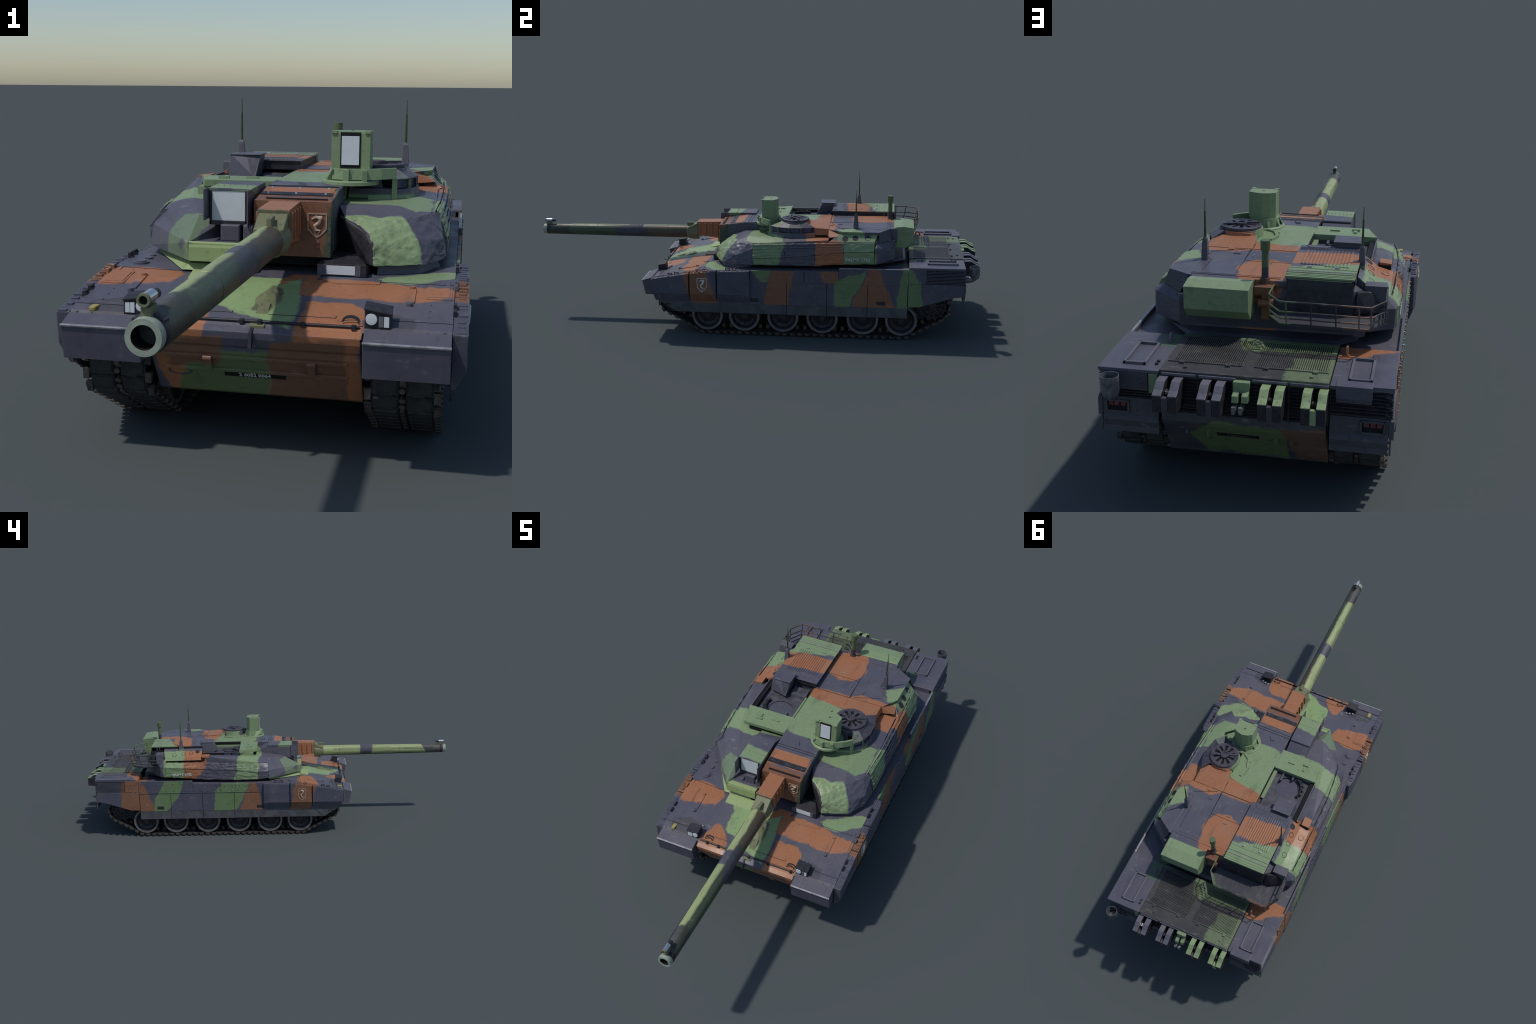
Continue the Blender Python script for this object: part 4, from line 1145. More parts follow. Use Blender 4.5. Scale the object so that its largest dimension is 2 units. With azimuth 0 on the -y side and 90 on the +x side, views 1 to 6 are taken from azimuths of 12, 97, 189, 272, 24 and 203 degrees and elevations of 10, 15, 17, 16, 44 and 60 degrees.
hull("sight_pedestal", "violet", turret, [(x, y, z) for x in (-0.125, -0.085) for y in (-0.15, -0.06) for z in (0.352, 0.386)], 0.003)
hull("shoulder_plate", "turret", turret, [(-0.1826, -0.1043, 0.3958), (-0.290, 0.0126, 0.3955), (-0.293, 0.0475, 0.3952), (-0.2965, 0.165, 0.4054), (-0.297, 0.25, 0.4195), (-0.298, 0.305, 0.4360), (-0.298, 0.345, 0.4200), (-0.20, 0.345, 0.424), (-0.245, 0.07, 0.4195), (-0.06, 0.345, 0.420), (-0.06, 0.0, 0.412), (-0.10, -0.05, 0.400), (-0.18, -0.09, 0.36), (-0.285, 0.02, 0.36), (-0.295, 0.345, 0.36), (-0.06, 0.345, 0.36), (-0.06, -0.03, 0.36)], 0.001)

# bustle: roof slab at 0.457 right of the bin, chamfered right rear
hull("bustle_roof", "turret", turret, [(0.2267, 0.3495, 0.4572), (0.2700, 0.4170, 0.4572), (0.2725, 0.5676, 0.4573), (0.2083, 0.6100, 0.4585), (-0.050, 0.6200, 0.4585), (-0.050, 0.3495, 0.4572),
     (0.2230, 0.3525, 0.446), (0.264, 0.4190, 0.443), (0.2690, 0.5640, 0.443), (0.205, 0.6070, 0.443), (-0.050, 0.6200, 0.443), (-0.050, 0.352, 0.443)], 0.001)
box("roof_apron", "turret", turret, 0.0340, 0.2000, 0.5950, 0.6450, 0.3990, 0.4580, 0.001)
hull("bustle_body", "turret", turret, [(0.205, 0.36, 0.4445), (0.240, 0.42, 0.4445), (0.245, 0.555, 0.4445), (0.206, 0.598, 0.4445), (-0.218, 0.615, 0.4445), (-0.218, 0.36, 0.4445), (0.27, 0.40, 0.41), (0.285, 0.560, 0.41), (0.225, 0.620, 0.40), (-0.2255, 0.620, 0.40), (-0.27, 0.56, 0.41), (-0.265, 0.36, 0.41), (0.21, 0.36, 0.41)], 0.001)
hull("bustle_rear", "tail", turret, [(x, y, z) for x, y in ((0.2275, 0.6365), (-0.2255, 0.6225), (-0.2255, 0.59), (0.2275, 0.59)) for z in (0.333, 0.400)], 0.001)
hull("bustle_chamfer", "tail", turret, [(0.2720, 0.5690, 0.4560), (0.2085, 0.6105, 0.4570), (0.2860, 0.5680, 0.4170), (0.2290, 0.6230, 0.4120), (0.20, 0.55, 0.456), (0.20, 0.55, 0.41)], 0.001)
hull("bustle_rim", "tail", turret, [(0.2360, 0.6340, 0.3205), (0.1950, 0.6830, 0.3205), (-0.185, 0.6830, 0.3205), (-0.235, 0.635, 0.3205), (-0.24, 0.5, 0.3205), (0.26, 0.5, 0.3205), (0.25, 0.622, 0.328), (0.19, 0.672, 0.328), (-0.18, 0.672, 0.328), (-0.22, 0.625, 0.328)], 0.001)

# smoke dischargers set into the sloping panels above the flanks
def discharger(par, c, nrm, mat, r=0.0115):
    a = Acc()
    c = Vector(c) + nrm * 0.0006
    u = nrm.orthogonal().normalized()
    w = nrm.cross(u)
    rim = [c + r * (math.cos(t) * u + math.sin(t) * w) for t in [k * math.pi / 10 for k in range(21)]]
    a.tube(rim, 0.0015, 6)
    a.hull([q + nrm * 0.0004 for q in rim[:-1]] + [q - nrm * 0.002 for q in rim[:-1]])
    return a.obj("smoke_discharger", mat, par)


hull("smoke_discharger_panel", "turret", turret, [(0.2675, 0.4000, 0.4445), (0.2690, 0.5600, 0.4445), (0.2965, 0.3600, 0.4195), (0.2965, 0.5500, 0.4215), (0.22, 0.40, 0.4445), (0.22, 0.56, 0.4445), (0.27, 0.36, 0.412), (0.27, 0.55, 0.412)], 0.001)
nr = Vector((0.66, 0, 0.75)).normalized()
for y, z in ((0.425, 0.430), (0.468, 0.433), (0.520, 0.434)):
    discharger(turret, (0.2675 + (0.4445 - z) * 1.16, y, z), nr, "hub")
hull("smoke_discharger_panel", "turret", turret, [(-0.2206, 0.3520, 0.4640), (-0.2660, 0.3540, 0.4300), (-0.2240, 0.5600, 0.4640), (-0.2660, 0.5580, 0.4300), (-0.2206, 0.3520, 0.41), (-0.26, 0.3540, 0.41), (-0.2240, 0.5600, 0.41), (-0.26, 0.5580, 0.41)], 0.001)
hull("smoke_panel_wing", "turret", turret, [(-0.2640, 0.3540, 0.4310), (-0.3050, 0.3520, 0.4200), (-0.3065, 0.5480, 0.4185), (-0.2640, 0.5580, 0.4310), (-0.25, 0.354, 0.408), (-0.25, 0.556, 0.408)], 0.001)
nl = Vector((-0.60, 0, 0.80)).normalized()
for y, x, mat in ((0.378, -0.239, "hub"), (0.412, -0.247, "hub"), (0.452, -0.250, "hub"), (0.503, -0.256, "hub")):
    discharger(turret, (x, y, 0.4640 - (-0.2215 - x) * 0.80), nl, mat, 0.0105)
discharger(turret, (-0.2860, 0.400, 0.4252), Vector((-0.26, 0, 0.97)).normalized(), "brown", 0.0105)
# step in front of the left panel, standing over a dark recess
hull("smoke_panel_step", "brown", turret, [(x, y, z) for x, z in ((-0.266, 0.4420), (-0.2990, 0.4385), (-0.266, 0.4340), (-0.2990, 0.4300)) for y in (0.310, 0.3500)], 0.001)
box("step_recess", "black", turret, -0.298, -0.262, 0.335, 0.353, 0.412, 0.434, 0)

# gun trunnion roof block
a = Acc()
a.prism("x", [(-0.146, 0.331), (-0.146, 0.4360), (-0.127, 0.4390), (-0.034, 0.4512), (0.120, 0.4562), (0.3490, 0.4566), (0.3490, 0.40), (0.0, 0.36), (-0.03, 0.331)], -0.0560, 0.0965)
roof = a.obj("trunnion_roof", "turret", turret, 0.001)
hull("gun_mantlet", "mantlet", turret, [(x, y, z) for x in (-0.0565, 0.0975) for y, z in ((-0.1492, 0.3280), (-0.1492, 0.4375), (-0.110, 0.4412), (-0.110, 0.3280))], 0.001)
hull("mantlet_flank", "violet", turret, [(x, y, z) for x in (0.0960, 0.0985) for y, z in ((-0.109, 0.335), (-0.109, 0.4405), (-0.034, 0.4500), (0.03, 0.4520), (0.03, 0.40), (-0.02, 0.335))], 0.0005)
hull("mantlet_cover", "brown", turret, [(x, y, z) for x in (-0.0535, 0.0915) for y, z in ((-0.100, 0.4440), (-0.036, 0.4528), (-0.036, 0.4500), (-0.100, 0.4400))], 0.0005)
hull("mantlet_cover_strip", "hub", turret, [(x, y, z) for x in (-0.0540, 0.0920) for y, z in ((-0.1010, 0.4448), (-0.080, 0.4476), (-0.080, 0.4440), (-0.1010, 0.4400))], 0.0005)
a = Acc()
for x in (-0.040, 0.018, 0.078):
    for y, z in ((-0.045, 0.4523), (-0.092, 0.4462)):
        a.rivet((x, y, z), (0, -0.13, 1), 0.0026, 0.0022)
a.obj("bright_bolt", "chrome", turret, kind="stuff")
a = Acc()
a.box(-0.035, 0.088, -0.136, -0.128, 0.4400, 0.4412)
for y in (-0.018, -0.006):
    a.strip((-0.055, y, 0.4522 + (y + 0.018) * 0.03), (0.095, y, 0.4522 + (y + 0.018) * 0.03), 0.0012, 0.0006)
a.obj("roof_groove", "seam", turret)
badge(turret, "badge_copper", (0.0705, -0.1496, 0.391), (1, 0, 0), (0, 0, 1), 0.036, 0.046)
a = Acc()
for x in (0.046, 0.094):
    for z in (0.340, 0.355, 0.375, 0.395, 0.41, 0.428):
        a.rivet((x + random.uniform(-0.001, 0.001), -0.1490, z), (0, -1, 0), 0.0015, 0.0013)
a.rivet((0.0725, -0.149, 0.3575), (0, -1, 0), 0.0035, 0.0025)
a.rivet((0.0715, -0.149, 0.3480), (0, -1, 0), 0.0055, 0.0035)
a.obj("mantlet_bolt", "mantlet", turret, kind="stuff")
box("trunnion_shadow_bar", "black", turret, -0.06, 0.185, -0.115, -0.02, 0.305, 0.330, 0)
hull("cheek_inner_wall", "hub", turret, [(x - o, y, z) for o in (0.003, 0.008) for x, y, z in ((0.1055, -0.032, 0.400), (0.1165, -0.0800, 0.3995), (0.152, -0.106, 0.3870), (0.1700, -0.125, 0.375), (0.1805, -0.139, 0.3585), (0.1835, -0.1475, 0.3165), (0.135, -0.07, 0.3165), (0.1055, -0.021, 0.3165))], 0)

# gun: collar, sleeve and barrel
GX, GZC = 0.0060, 0.3815
cx0, cx1 = -0.0245, 0.0366
hull("gun_collar", "collar", turret, [(x, y, z) for x in (cx0, cx1) for y, z in ((-0.2640, 0.4345), (-0.2640, 0.3720), (-0.148, 0.3600), (-0.148, 0.4370))], 0.0012)
a = Acc()
for k in range(4):
    y = -0.253 + k * 0.028
    for x0, x1 in ((cx1 - 0.001, cx1 + 0.0045), (cx0 - 0.0045, cx0 + 0.001)):
        a.box(x0, x1, y - 0.0035, y + 0.0035, 0.3760, 0.4290)
a.obj("collar_rib", "collar", turret, 0.001)
a = Acc()
a.lathe([(0.0, -0.315), (0.0290, -0.315), (0.0320, -0.300), (0.0345, -0.290), (0.0355, -0.262), (0, -0.262)], "y", (GX, 0, GZC), 36, closed=False)
a.hull([(x, y, z) for x in (GX - 0.028, GX + 0.028) for y, z in ((-0.312, 0.404), (-0.262, 0.428), (-0.262, 0.37), (-0.305, 0.37))])
a.obj("gun_sleeve", "breech", turret, 0.002, smooth=40)
box("sleeve_clamp", "breech", turret, 0.002, 0.014, -0.3150, -0.285, 0.405, 0.4265, 0.003)
prof = [(0.0, -0.9700), (0.0238, -0.9700), (0.0243, -0.960), (0.0247, -0.900), (0.0262, -0.7405), (0.0253, -0.7395), (0.0253, -0.7370), (0.0264, -0.736), (0.0278, -0.525), (0.0270, -0.5235), (0.0270, -0.5210), (0.0280, -0.520), (0.0283, -0.405), (0.0276, -0.404), (0.0276, -0.401), (0.0286, -0.400), (0.0290, -0.300), (0, -0.300)]
a = Acc()
a.lathe(prof, "y", (GX, 0, GZC), 48, closed=False)
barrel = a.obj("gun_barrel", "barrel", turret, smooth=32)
a = Acc()
for k, t in enumerate((2.55, 2.72, 2.9)):
    a.strip((GX + 0.0283 * math.cos(t), -0.37, GZC + 0.0283 * math.sin(t)), (GX + 0.0250 * math.cos(t), -0.93, GZC + 0.0250 * math.sin(t)), 0.0010, 0.0007, (math.cos(t), 0, math.sin(t)))
a.obj("sleeve_seam", "dark", turret, kind="stuff")
a = Acc()
a.lathe([(0.0150, -1.0000), (0.0220, -1.0000), (0.0224, -0.998), (0.0224, -0.985), (0.0215, -0.983), (0.0215, -0.966), (0.0150, -0.966)], "y", (GX, 0, GZC), 48)
a.obj("muzzle", "muzzle", turret, smooth=40)
a = Acc()
a.lathe([(0.0, -0.9), (0.0151, -0.9), (0.0151, -0.9985), (0.0149, -0.9985), (0.0145, -0.905), (0, -0.905)], "y", (GX, 0, GZC), 32, closed=False)
a.obj("gun_bore", "black", turret, smooth=40)
a = Acc()
a.lathe([(0.0216, -0.984), (0.0243, -0.981), (0.0246, -0.970), (0.0216, -0.968)], "y", (GX, 0, GZC), 40)
a.hull([(x, y, z) for x in (GX - 0.020, GX + 0.020) for y in (-0.982, -0.966) for z in (GZC + 0.006, GZC + 0.0175)])
a.obj("muzzle_collar", "hub", turret, 0.0008, smooth=35)
a = Acc()
a.box(GX - 0.0068, GX + 0.0058, -0.9890, -0.964, GZC + 0.019, GZC + 0.0325)
a.obj("reference_sight_base", "breech", turret, 0.001)
SX, SZ = 0.0042, 0.4225
a = Acc()
a.lathe([(0.0054, -0.9935), (0.0078, -0.9935), (0.0082, -0.990), (0.0082, -0.9885), (0.0054, -0.9885)], "y", (SX, 0, SZ), 24)
a.obj("reference_sight_ring", "breech", turret, smooth=40)
a = Acc()
a.lathe([(0.0, -0.975), (0.0054, -0.9885), (0.0076, -0.9885), (0.0076, -0.962), (0.0, -0.962)], "y", (SX, 0, SZ), 24, closed=False)
a.obj("reference_sight", "chrome", turret, smooth=40)
a = Acc()
a.cyl("y", (SX, -0.962, SZ - 0.001), 0.0062, 0.016, 16)
a.obj("reference_sight_tail", "dark", turret, smooth=40)
a = Acc()
a.cyl("y", (SX, -0.9880, SZ), 0.0053, 0.001, 20)
a.obj("reference_sight_bore", "black", turret)

# driver periscope box below the mantlet
hull("periscope_box", "hub", turret, [(0.0744, -0.166, 0.2950), (0.170, -0.166, 0.2950), (0.0744, -0.166, 0.3180), (0.170, -0.166, 0.3195), (0.085, -0.120, 0.3290), (0.150, -0.120, 0.3290), (0.0744, -0.11, 0.30), (0.175, -0.11, 0.30)], 0.001)
box("periscope_glass", "lens", turret, 0.0930, 0.1485, -0.1675, -0.1655, 0.2985, 0.3160, 0.0003)
box("periscope_frame", "violet", turret, 0.0750, 0.0925, -0.1672, -0.164, 0.2965, 0.3175, 0.0004)
box("periscope_frame", "violet", turret, 0.1490, 0.1590, -0.1672, -0.164, 0.2965, 0.3175, 0.0004)

# gunner's sight
sx0, sx1 = -0.1505, -0.0640
hull("gunner_sight", "turret", turret, [(x, y, z) for x in (sx0, sx1) for y, z in ((-0.1335, 0.3835), (-0.1335, 0.4520), (-0.004, 0.4520), (0.060, 0.4280), (0.060, 0.410), (-0.02, 0.39))], 0.001)
hull("sight_hood", "turret", turret, [(x, y, z) for x in (sx0 - 0.002, sx1) for y, z in ((-0.1370, 0.4520), (-0.1370, 0.4575), (-0.004, 0.4585), (-0.002, 0.4555), (-0.004, 0.4520))], 0.0008)
a = Acc()
for q in ((sx0, sx1, 0.3835, 0.3915), (sx0, sx0 + 0.0045, 0.3835, 0.4520), (-0.0772, sx1, 0.3835, 0.4520)):
    a.box(q[0], q[1], -0.1385, -0.1330, q[2], q[3])
a.obj("sight_frame", "dark", turret, 0.0006)
box("sight_glass", "lens", turret, -0.1458, -0.0775, -0.1355, -0.1325, 0.3918, 0.4555, 0.0003)
hull("sight_door", "sheet", turret, [(x + d, y, z) for x, y in ((-0.1525, -0.1705), (-0.1520, -0.1275)) for d in (0, -0.0022) for z in (0.3955, 0.4575)], 0.0004)
hull("sight_door", "sheet", turret, [(x + d, y, z) for x, y in ((-0.0660, -0.1700), (-0.0640, -0.1340)) for d in (0, 0.0022) for z in (0.3835, 0.4570)], 0.0004)
a = Acc()
for k in range(7):
    a.rivet((-0.143 + k * 0.012, -0.095, 0.4582), (0, 0, 1), 0.0020, 0.0016)
a.obj("hood_bolt", "green", turret, kind="stuff")

# gunner's hatch well
hull("hatch_lip", "green", turret, [(x, y, z) for x0, x1, y, z in ((-0.2150, -0.0562, 0.0560, 0.4400), (-0.2130, -0.0562, 0.0545, 0.4550), (-0.2450, -0.0562, 0.1500, 0.4555), (-0.2450, -0.0562, 0.1500, 0.4380), (-0.2200, -0.0562, 0.0750, 0.4360)) for x in (x0, x1)], 0.001)
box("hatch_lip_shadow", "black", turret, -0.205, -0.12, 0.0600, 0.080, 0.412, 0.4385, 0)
box("hatch_lip_foot", "turret", turret, -0.235, -0.0562, 0.0750, 0.150, 0.405, 0.4370, 0)
# floor plate with a round opening and the sunken hatch below it
HX, HY, HR = -0.1380, 0.2060, 0.0480
a = Acc()
vs, fs = [], []
n = 48
for k in range(n):
    t = 2 * math.pi * k / n
    c, d = math.cos(t), math.sin(t)
    bx = (-0.0562 - HX) if c > 0 else (-0.2440 - HX)
    by = (0.3500 - HY) if d > 0 else (0.1480 - HY)
    f = min(bx / c if abs(c) > 1e-6 else 9, by / d if abs(d) > 1e-6 else 9)
    vs += [(HX + f * c, HY + f * d, 0.4290), (HX + HR * c, HY + HR * d, 0.4290), (HX + HR * c, HY + HR * d, 0.4080), (HX + f * c, HY + f * d, 0.4080)]
for k in range(n):
    j = (k + 1) % n
    for p, q in ((0, 1), (1, 2), (2, 3), (3, 0)):
        fs.append((4 * k + p, 4 * k + q, 4 * j + q, 4 * j + p))
a.poly(vs, fs)
a.obj("hatch_well_floor", "floor", turret)
hull("hatch_side_rim", "green", turret, [(x, y, z) for x in (-0.072, -0.0562) for y in (0.1505, 0.30) for z in (0.4285, 0.4400)], 0.001)
hull("hatch_side_rim", "turret", turret, [(x, y, z) for x, y in ((-0.2455, 0.150), (-0.2410, 0.150), (-0.2465, 0.3465), (-0.2415, 0.3465)) for z in (0.4420, 0.4465)], 0.001)
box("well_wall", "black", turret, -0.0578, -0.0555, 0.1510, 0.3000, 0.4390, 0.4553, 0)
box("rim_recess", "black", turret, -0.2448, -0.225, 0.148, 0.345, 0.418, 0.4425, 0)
a = Acc()
a.lathe([(0, 0), (0.0478, 0), (0.0478, 0.003), (0.045, 0.005), (0.02, 0.0065), (0, 0.0065)], "z", (HX, HY, 0.4085), 36, closed=False)
a.obj("gunner_hatch", "floor", turret, smooth=30)
a = Acc()
a.hull([(HX + x, HY + y, z) for x, y in ((-0.036, 0.012), (-0.030, 0.022), (0.038, -0.008), (0.036, -0.016)) for z in (0.4140, 0.4175)])
a.obj("hatch_bar", "green", turret, 0.001)
a = Acc()
for k in range(14):
    t0, t1 = [math.pi * 0.15 + j * 0.11 for j in (k, k + 1)]
    c = Vector((-0.140, 0.210, 0))
    q = [c + r * Vector((-math.sin(t), -math.cos(t), 0)) for t in (t0, t1) for r in (0.056, 0.062 + 0.004 * (k % 3))]
    a.hull([v + Vector((0, 0, z)) for v in q for z in (0.4285, 0.440 + 0.002 * (k % 2))])
a.obj("hatch_cushion", "dark", turret, 0.001)
a = Acc()
for x0, x1, y0, y1, h in ((-0.105, -0.098, 0.155, 0.19, 0.012), (-0.150, -0.143, 0.148, 0.17, 0.012), (-0.182, -0.172, 0.10, 0.12, 0.0), (-0.19, -0.165, 0.085, 0.093, 0.004), (-0.13, -0.10, 0.10, 0.106, 0.003)):
    z = 0.4565 if y0 < 0.14 else 0.4288
    a.box(x0, x1, y0, y1, z - 0.001, z + max(h, 0.003))
a.obj("hatch_fitting", "turret", turret, 0.0008)
hull("hatch_pad", "floor", turret, [(x, y, z) for x in (-0.1350, -0.070) for y, z in ((0.292, 0.428), (0.296, 0.4420), (0.340, 0.4480), (0.347, 0.428))], 0.002)
for y in (0.17, 0.215):
    box("vision_glass", "blueglass", turret, -0.2462, -0.2440, y - 0.018, y + 0.018, 0.4225, 0.4390, 0)

# rear periscope hood
a = Acc()
a.hull([(-0.2130, 0.2950, 0.4940), (-0.1395, 0.2995, 0.4915), (-0.2130, 0.352, 0.4940), (-0.1395, 0.352, 0.4915), (-0.2180, 0.2900, 0.4420), (-0.1460, 0.2700, 0.4390), (-0.2180, 0.352, 0.440), (-0.1460, 0.352, 0.440)])
a.obj("periscope_hood", "violet", turret, 0.001)
hull("hood_glass", "floor", turret, [(-0.2100, 0.2940, 0.4900), (-0.1435, 0.2965, 0.4880), (-0.2145, 0.2895, 0.4465), (-0.1500, 0.2720, 0.4435), (-0.2100, 0.298, 0.49), (-0.15, 0.28, 0.4435)], 0)
hull("hood_cap", "violet", turret, [(x, y, z) for x in (-0.2150, -0.1375) for y in (0.2925, 0.360) for z in (0.4925, 0.4955)], 0.0008)

# bustle bin with the corrugated lid
BX0, BX1, BY0, BY1 = -0.2220, -0.0465, 0.3500, 0.6310
a = Acc()
a.box(BX0 + 0.003, BX1 - 0.003, BY0 + 0.004, BY1 - 0.003, 0.455, 0.4765)
a.hull([(x, y, z) for x in (BX0 + 0.003, BX1 - 0.006) for y, z in ((0.56, 0.375), (0.56, 0.47), (BY1 - 0.001, 0.470), (0.6395, 0.4140), (0.6405, 0.3780))])
a.obj("stowage_bin", "dark", turret, 0.0008)
a = Acc()
a.hull([(x, y, z) for x in (BX0, BX1) for y, z in ((BY0, 0.4755), (BY0, 0.4785), (BY1, 0.4785), (BY1, 0.4735))])
a.hull([(x, y, z) for x, y in ((-0.134, 0.352), (-0.062, 0.352), (-0.075, 0.372), (-0.122, 0.372)) for z in (0.478, 0.4805)])
for k in range(5):
    y = 0.372 + k * 0.0055
    a.strip((BX0 + 0.004, y, 0.4786), (BX1 - 0.004, y, 0.4786), 0.0022, 0.0010)
for y in (0.560, 0.600, 0.612, 0.622):
    a.strip((BX0, y, 0.4786), (BX1, y, 0.4786), 0.004, 0.0014)
a.obj("bin_lid", "bin", turret, 0.0008)
a = Acc()
for k in range(14):
    x = -0.074 - k * 0.0093
    y0, y1 = (0.402, 0.528) if k < 7 else (0.393, 0.538)
    n = 12
    pts = [(x + 0.0043 * math.cos(t), 0.4783 + 0.0028 * math.sin(t)) for t in [math.pi * i / 6 for i in range(7)]]
    a.prism("y", [(p[0], p[1]) for p in pts], y0 + random.uniform(-0.001, 0.001), y1)
a.obj("lid_corrugation", "bin", turret, smooth=50, kind="stuff")
a = Acc()
for y in (0.585, 0.600):
    a.strip((BX0 - 0.001, y, 0.4800), (BX1 + 0.001, y, 0.4800), 0.0020, 0.0010)
    for x in (BX0 - 0.0006, BX1 + 0.0006):
        a.box(x - 0.0010, x + 0.0010, y - 0.001, y + 0.001, 0.4570, 0.4808)
a.obj("lid_strap", "wear", turret, kind="stuff")
a = Acc()
for x in (-0.098, -0.170):
    a.box(x - 0.006, x + 0.006, 0.548, 0.5545, 0.4785, 0.4825)
a.obj("lid_latch", "wear", turret, 0.001)
a = Acc()
for z in (0.468, 0.455, 0.44):
    a.strip((BX0 + 0.008, BY1 - 0.002, z), (BX1 - 0.006, BY1 - 0.002, z), 0.0015, 0.001, (0, 1, 0))
a.strip((BX0 + 0.008, BY1 - 0.002, 0.471), (BX1 - 0.006, BY1 - 0.002, 0.471), 0.002, 0.0016, (0, 1, 0))
a.obj("bin_rear_ridge", "green", turret, kind="stuff")

# right rear stowage box
sp = [(0.6390, 0.4630), (0.6685, 0.4660), (0.7140, 0.4598), (0.7140, 0.4560), (0.7120, 0.4020), (0.685, 0.3740), (0.630, 0.3740), (0.630, 0.4600)]
a = Acc()
a.prism("x", sp, 0.0315, 0.1955)
sb = a.obj("stowage_box", "green", turret, 0.0012)
Acc().hull([(x, y, z) for x in (0.0308, 0.1962) for y, z in ((0.6395, 0.4640), (0.6685, 0.4672), (0.7152, 0.4610), (0.7152, 0.4575), (0.6685, 0.4645), (0.6395, 0.4615))]).obj("stowage_lid", "green", sb, 0.0008)
a = Acc()
for x in (0.205, 0.215):
    a.box(x - 0.001, x + 0.001, 0.62, 0.6375, 0.34, 0.39)
a.obj("turret_rear_rib", "violet", turret, kind="stuff")

# mast with its block
a = Acc()
a.box(-0.0170, 0.0300, 0.605, 0.6480, 0.4290, 0.4495)
a.obj("mast_block", "mantlet", turret, 0.001)
a = Acc()
MX, MY = 0.0078, 0.6125
a.lathe([(0, 0.4480), (0.0155, 0.4480), (0.0115, 0.4640), (0.0090, 0.4645), (0.0088, 0.5340), (0.0123, 0.5365), (0.0126, 0.5630), (0, 0.5635)], "z", (MX, MY, 0), 28, closed=False)
mast = Nodes("mast_paint")
g = mast.new("ShaderNodeSeparateXYZ")
mast.link(mast.co, g.inputs[0])
nz = mast.noise(mast.co, 60.0, 3.0)
hz = mast.math("ADD", g.outputs["Z"], mast.math("MULTIPLY", mast.math("SUBTRACT", nz, 0.5), 0.012))
c = mast.mix(mast.ramp(hz, 0.4640, 0.4670), (0.10, 0.055, 0.042), (0.055, 0.053, 0.072))
c = mast.mix(mast.ramp(hz, 0.4900, 0.4950), c, (0.105, 0.145, 0.070))
M["mast"] = mast.finish(c, 0.55)
a.obj("mast", "mast", turret, smooth=35)
a = Acc()
a.box(-0.010, 0.012, 0.615, 0.64, 0.36, 0.43)
a.cyl("x", (-0.02, 0.640, 0.405), 0.012, 0.04, 14)
a.obj("mast_bracket", "mantlet", turret, 0.002)

# antennas
for x in (0.1994, -0.2258):
    a = Acc()
    y = 0.4670
    zb = 0.4570 if x > 0 else 0.4560
    a.box(x - 0.0085, x + 0.0085, y - 0.011, y + 0.011, zb - 0.006 if x > 0 else 0.440, 0.4680)
    a.hull([(x + dx, y + dy, z) for z, w, d in ((0.4670, 0.0100, 0.0125), (0.4680, 0.0100, 0.0125)) for dx in (-w, w) for dy in (-d, d)])
    o = a.obj("antenna_base", "green" if x < 0 else "hook_l", turret, 0.0008)
    Acc().hull([(x + dx, y + dy, z) for z, w, d in ((0.4670, 0.0088, 0.0110), (0.5150, 0.0064, 0.0066), (0.5210, 0.0032, 0.0036)) for dx in (-w, w) for dy in (-d, d)]).obj("antenna_spring", "violet", turret, 0.001)
    a = Acc()
    a.lathe([(0, 0.518), (0.0034, 0.518), (0.0024, 0.5915), (0.0014, 0.5925), (0.0009, 0.6255), (0, 0.6256)], "z", (x, y, 0), 10, closed=False)
    a.obj("antenna_rod", "antenna", turret, smooth=40)

# rear basket: floor and tube rails; the lower rails sit further forward than the top one
fl = [(-0.020, 0.632), (-0.0200, 0.680), (-0.0520, 0.7225), (-0.2705, 0.7250), (-0.3000, 0.672), (-0.300, 0.60), (-0.226, 0.60), (-0.04, 0.618)]
Acc().prism("z", fl, 0.3800, 0.3850).obj("basket_floor", "rear", turret, 0.0006)
a = Acc()
RAIL = [(-0.0173, 0.6180), (-0.0163, 0.6925), (-0.0507, 0.7405), (-0.2730, 0.7435), (-0.3050, 0.6890), (-0.3020, 0.5970)]
LEVEL = [(0.4485, 0.0), (0.4205, 0.006), (0.4020, 0.011), (0.3860, 0.017)]
for z, dy in LEVEL:
    a.tube([(x, y - dy * (1.0 if y > 0.65 else 0.0), z) for x, y in RAIL[1 if z < 0.44 else 0:]], 0.0023, 8)
for x, y in ((-0.0165, 0.692), (-0.0660, 0.7407), (-0.1270, 0.7415), (-0.1880, 0.7424), (-0.2440, 0.7431), (-0.2728, 0.7433), (-0.3050, 0.689), (-0.3030, 0.640)):
    a.tube([(x, y - dy * (1.0 if y > 0.65 else 0.0), z) for z, dy in LEVEL], 0.0019, 8)
a.obj("basket_rail", "rail", turret, smooth=50)
hull("folded_tarpaulin", "hub", turret, [(-0.226, 0.615, 0.444), (-0.262, 0.605, 0.444), (-0.292, 0.600, 0.400), (-0.226, 0.640, 0.390), (-0.280, 0.618, 0.386), (-0.226, 0.60, 0.44), (-0.29, 0.595, 0.39), (-0.252, 0.632, 0.405)], 0.004)

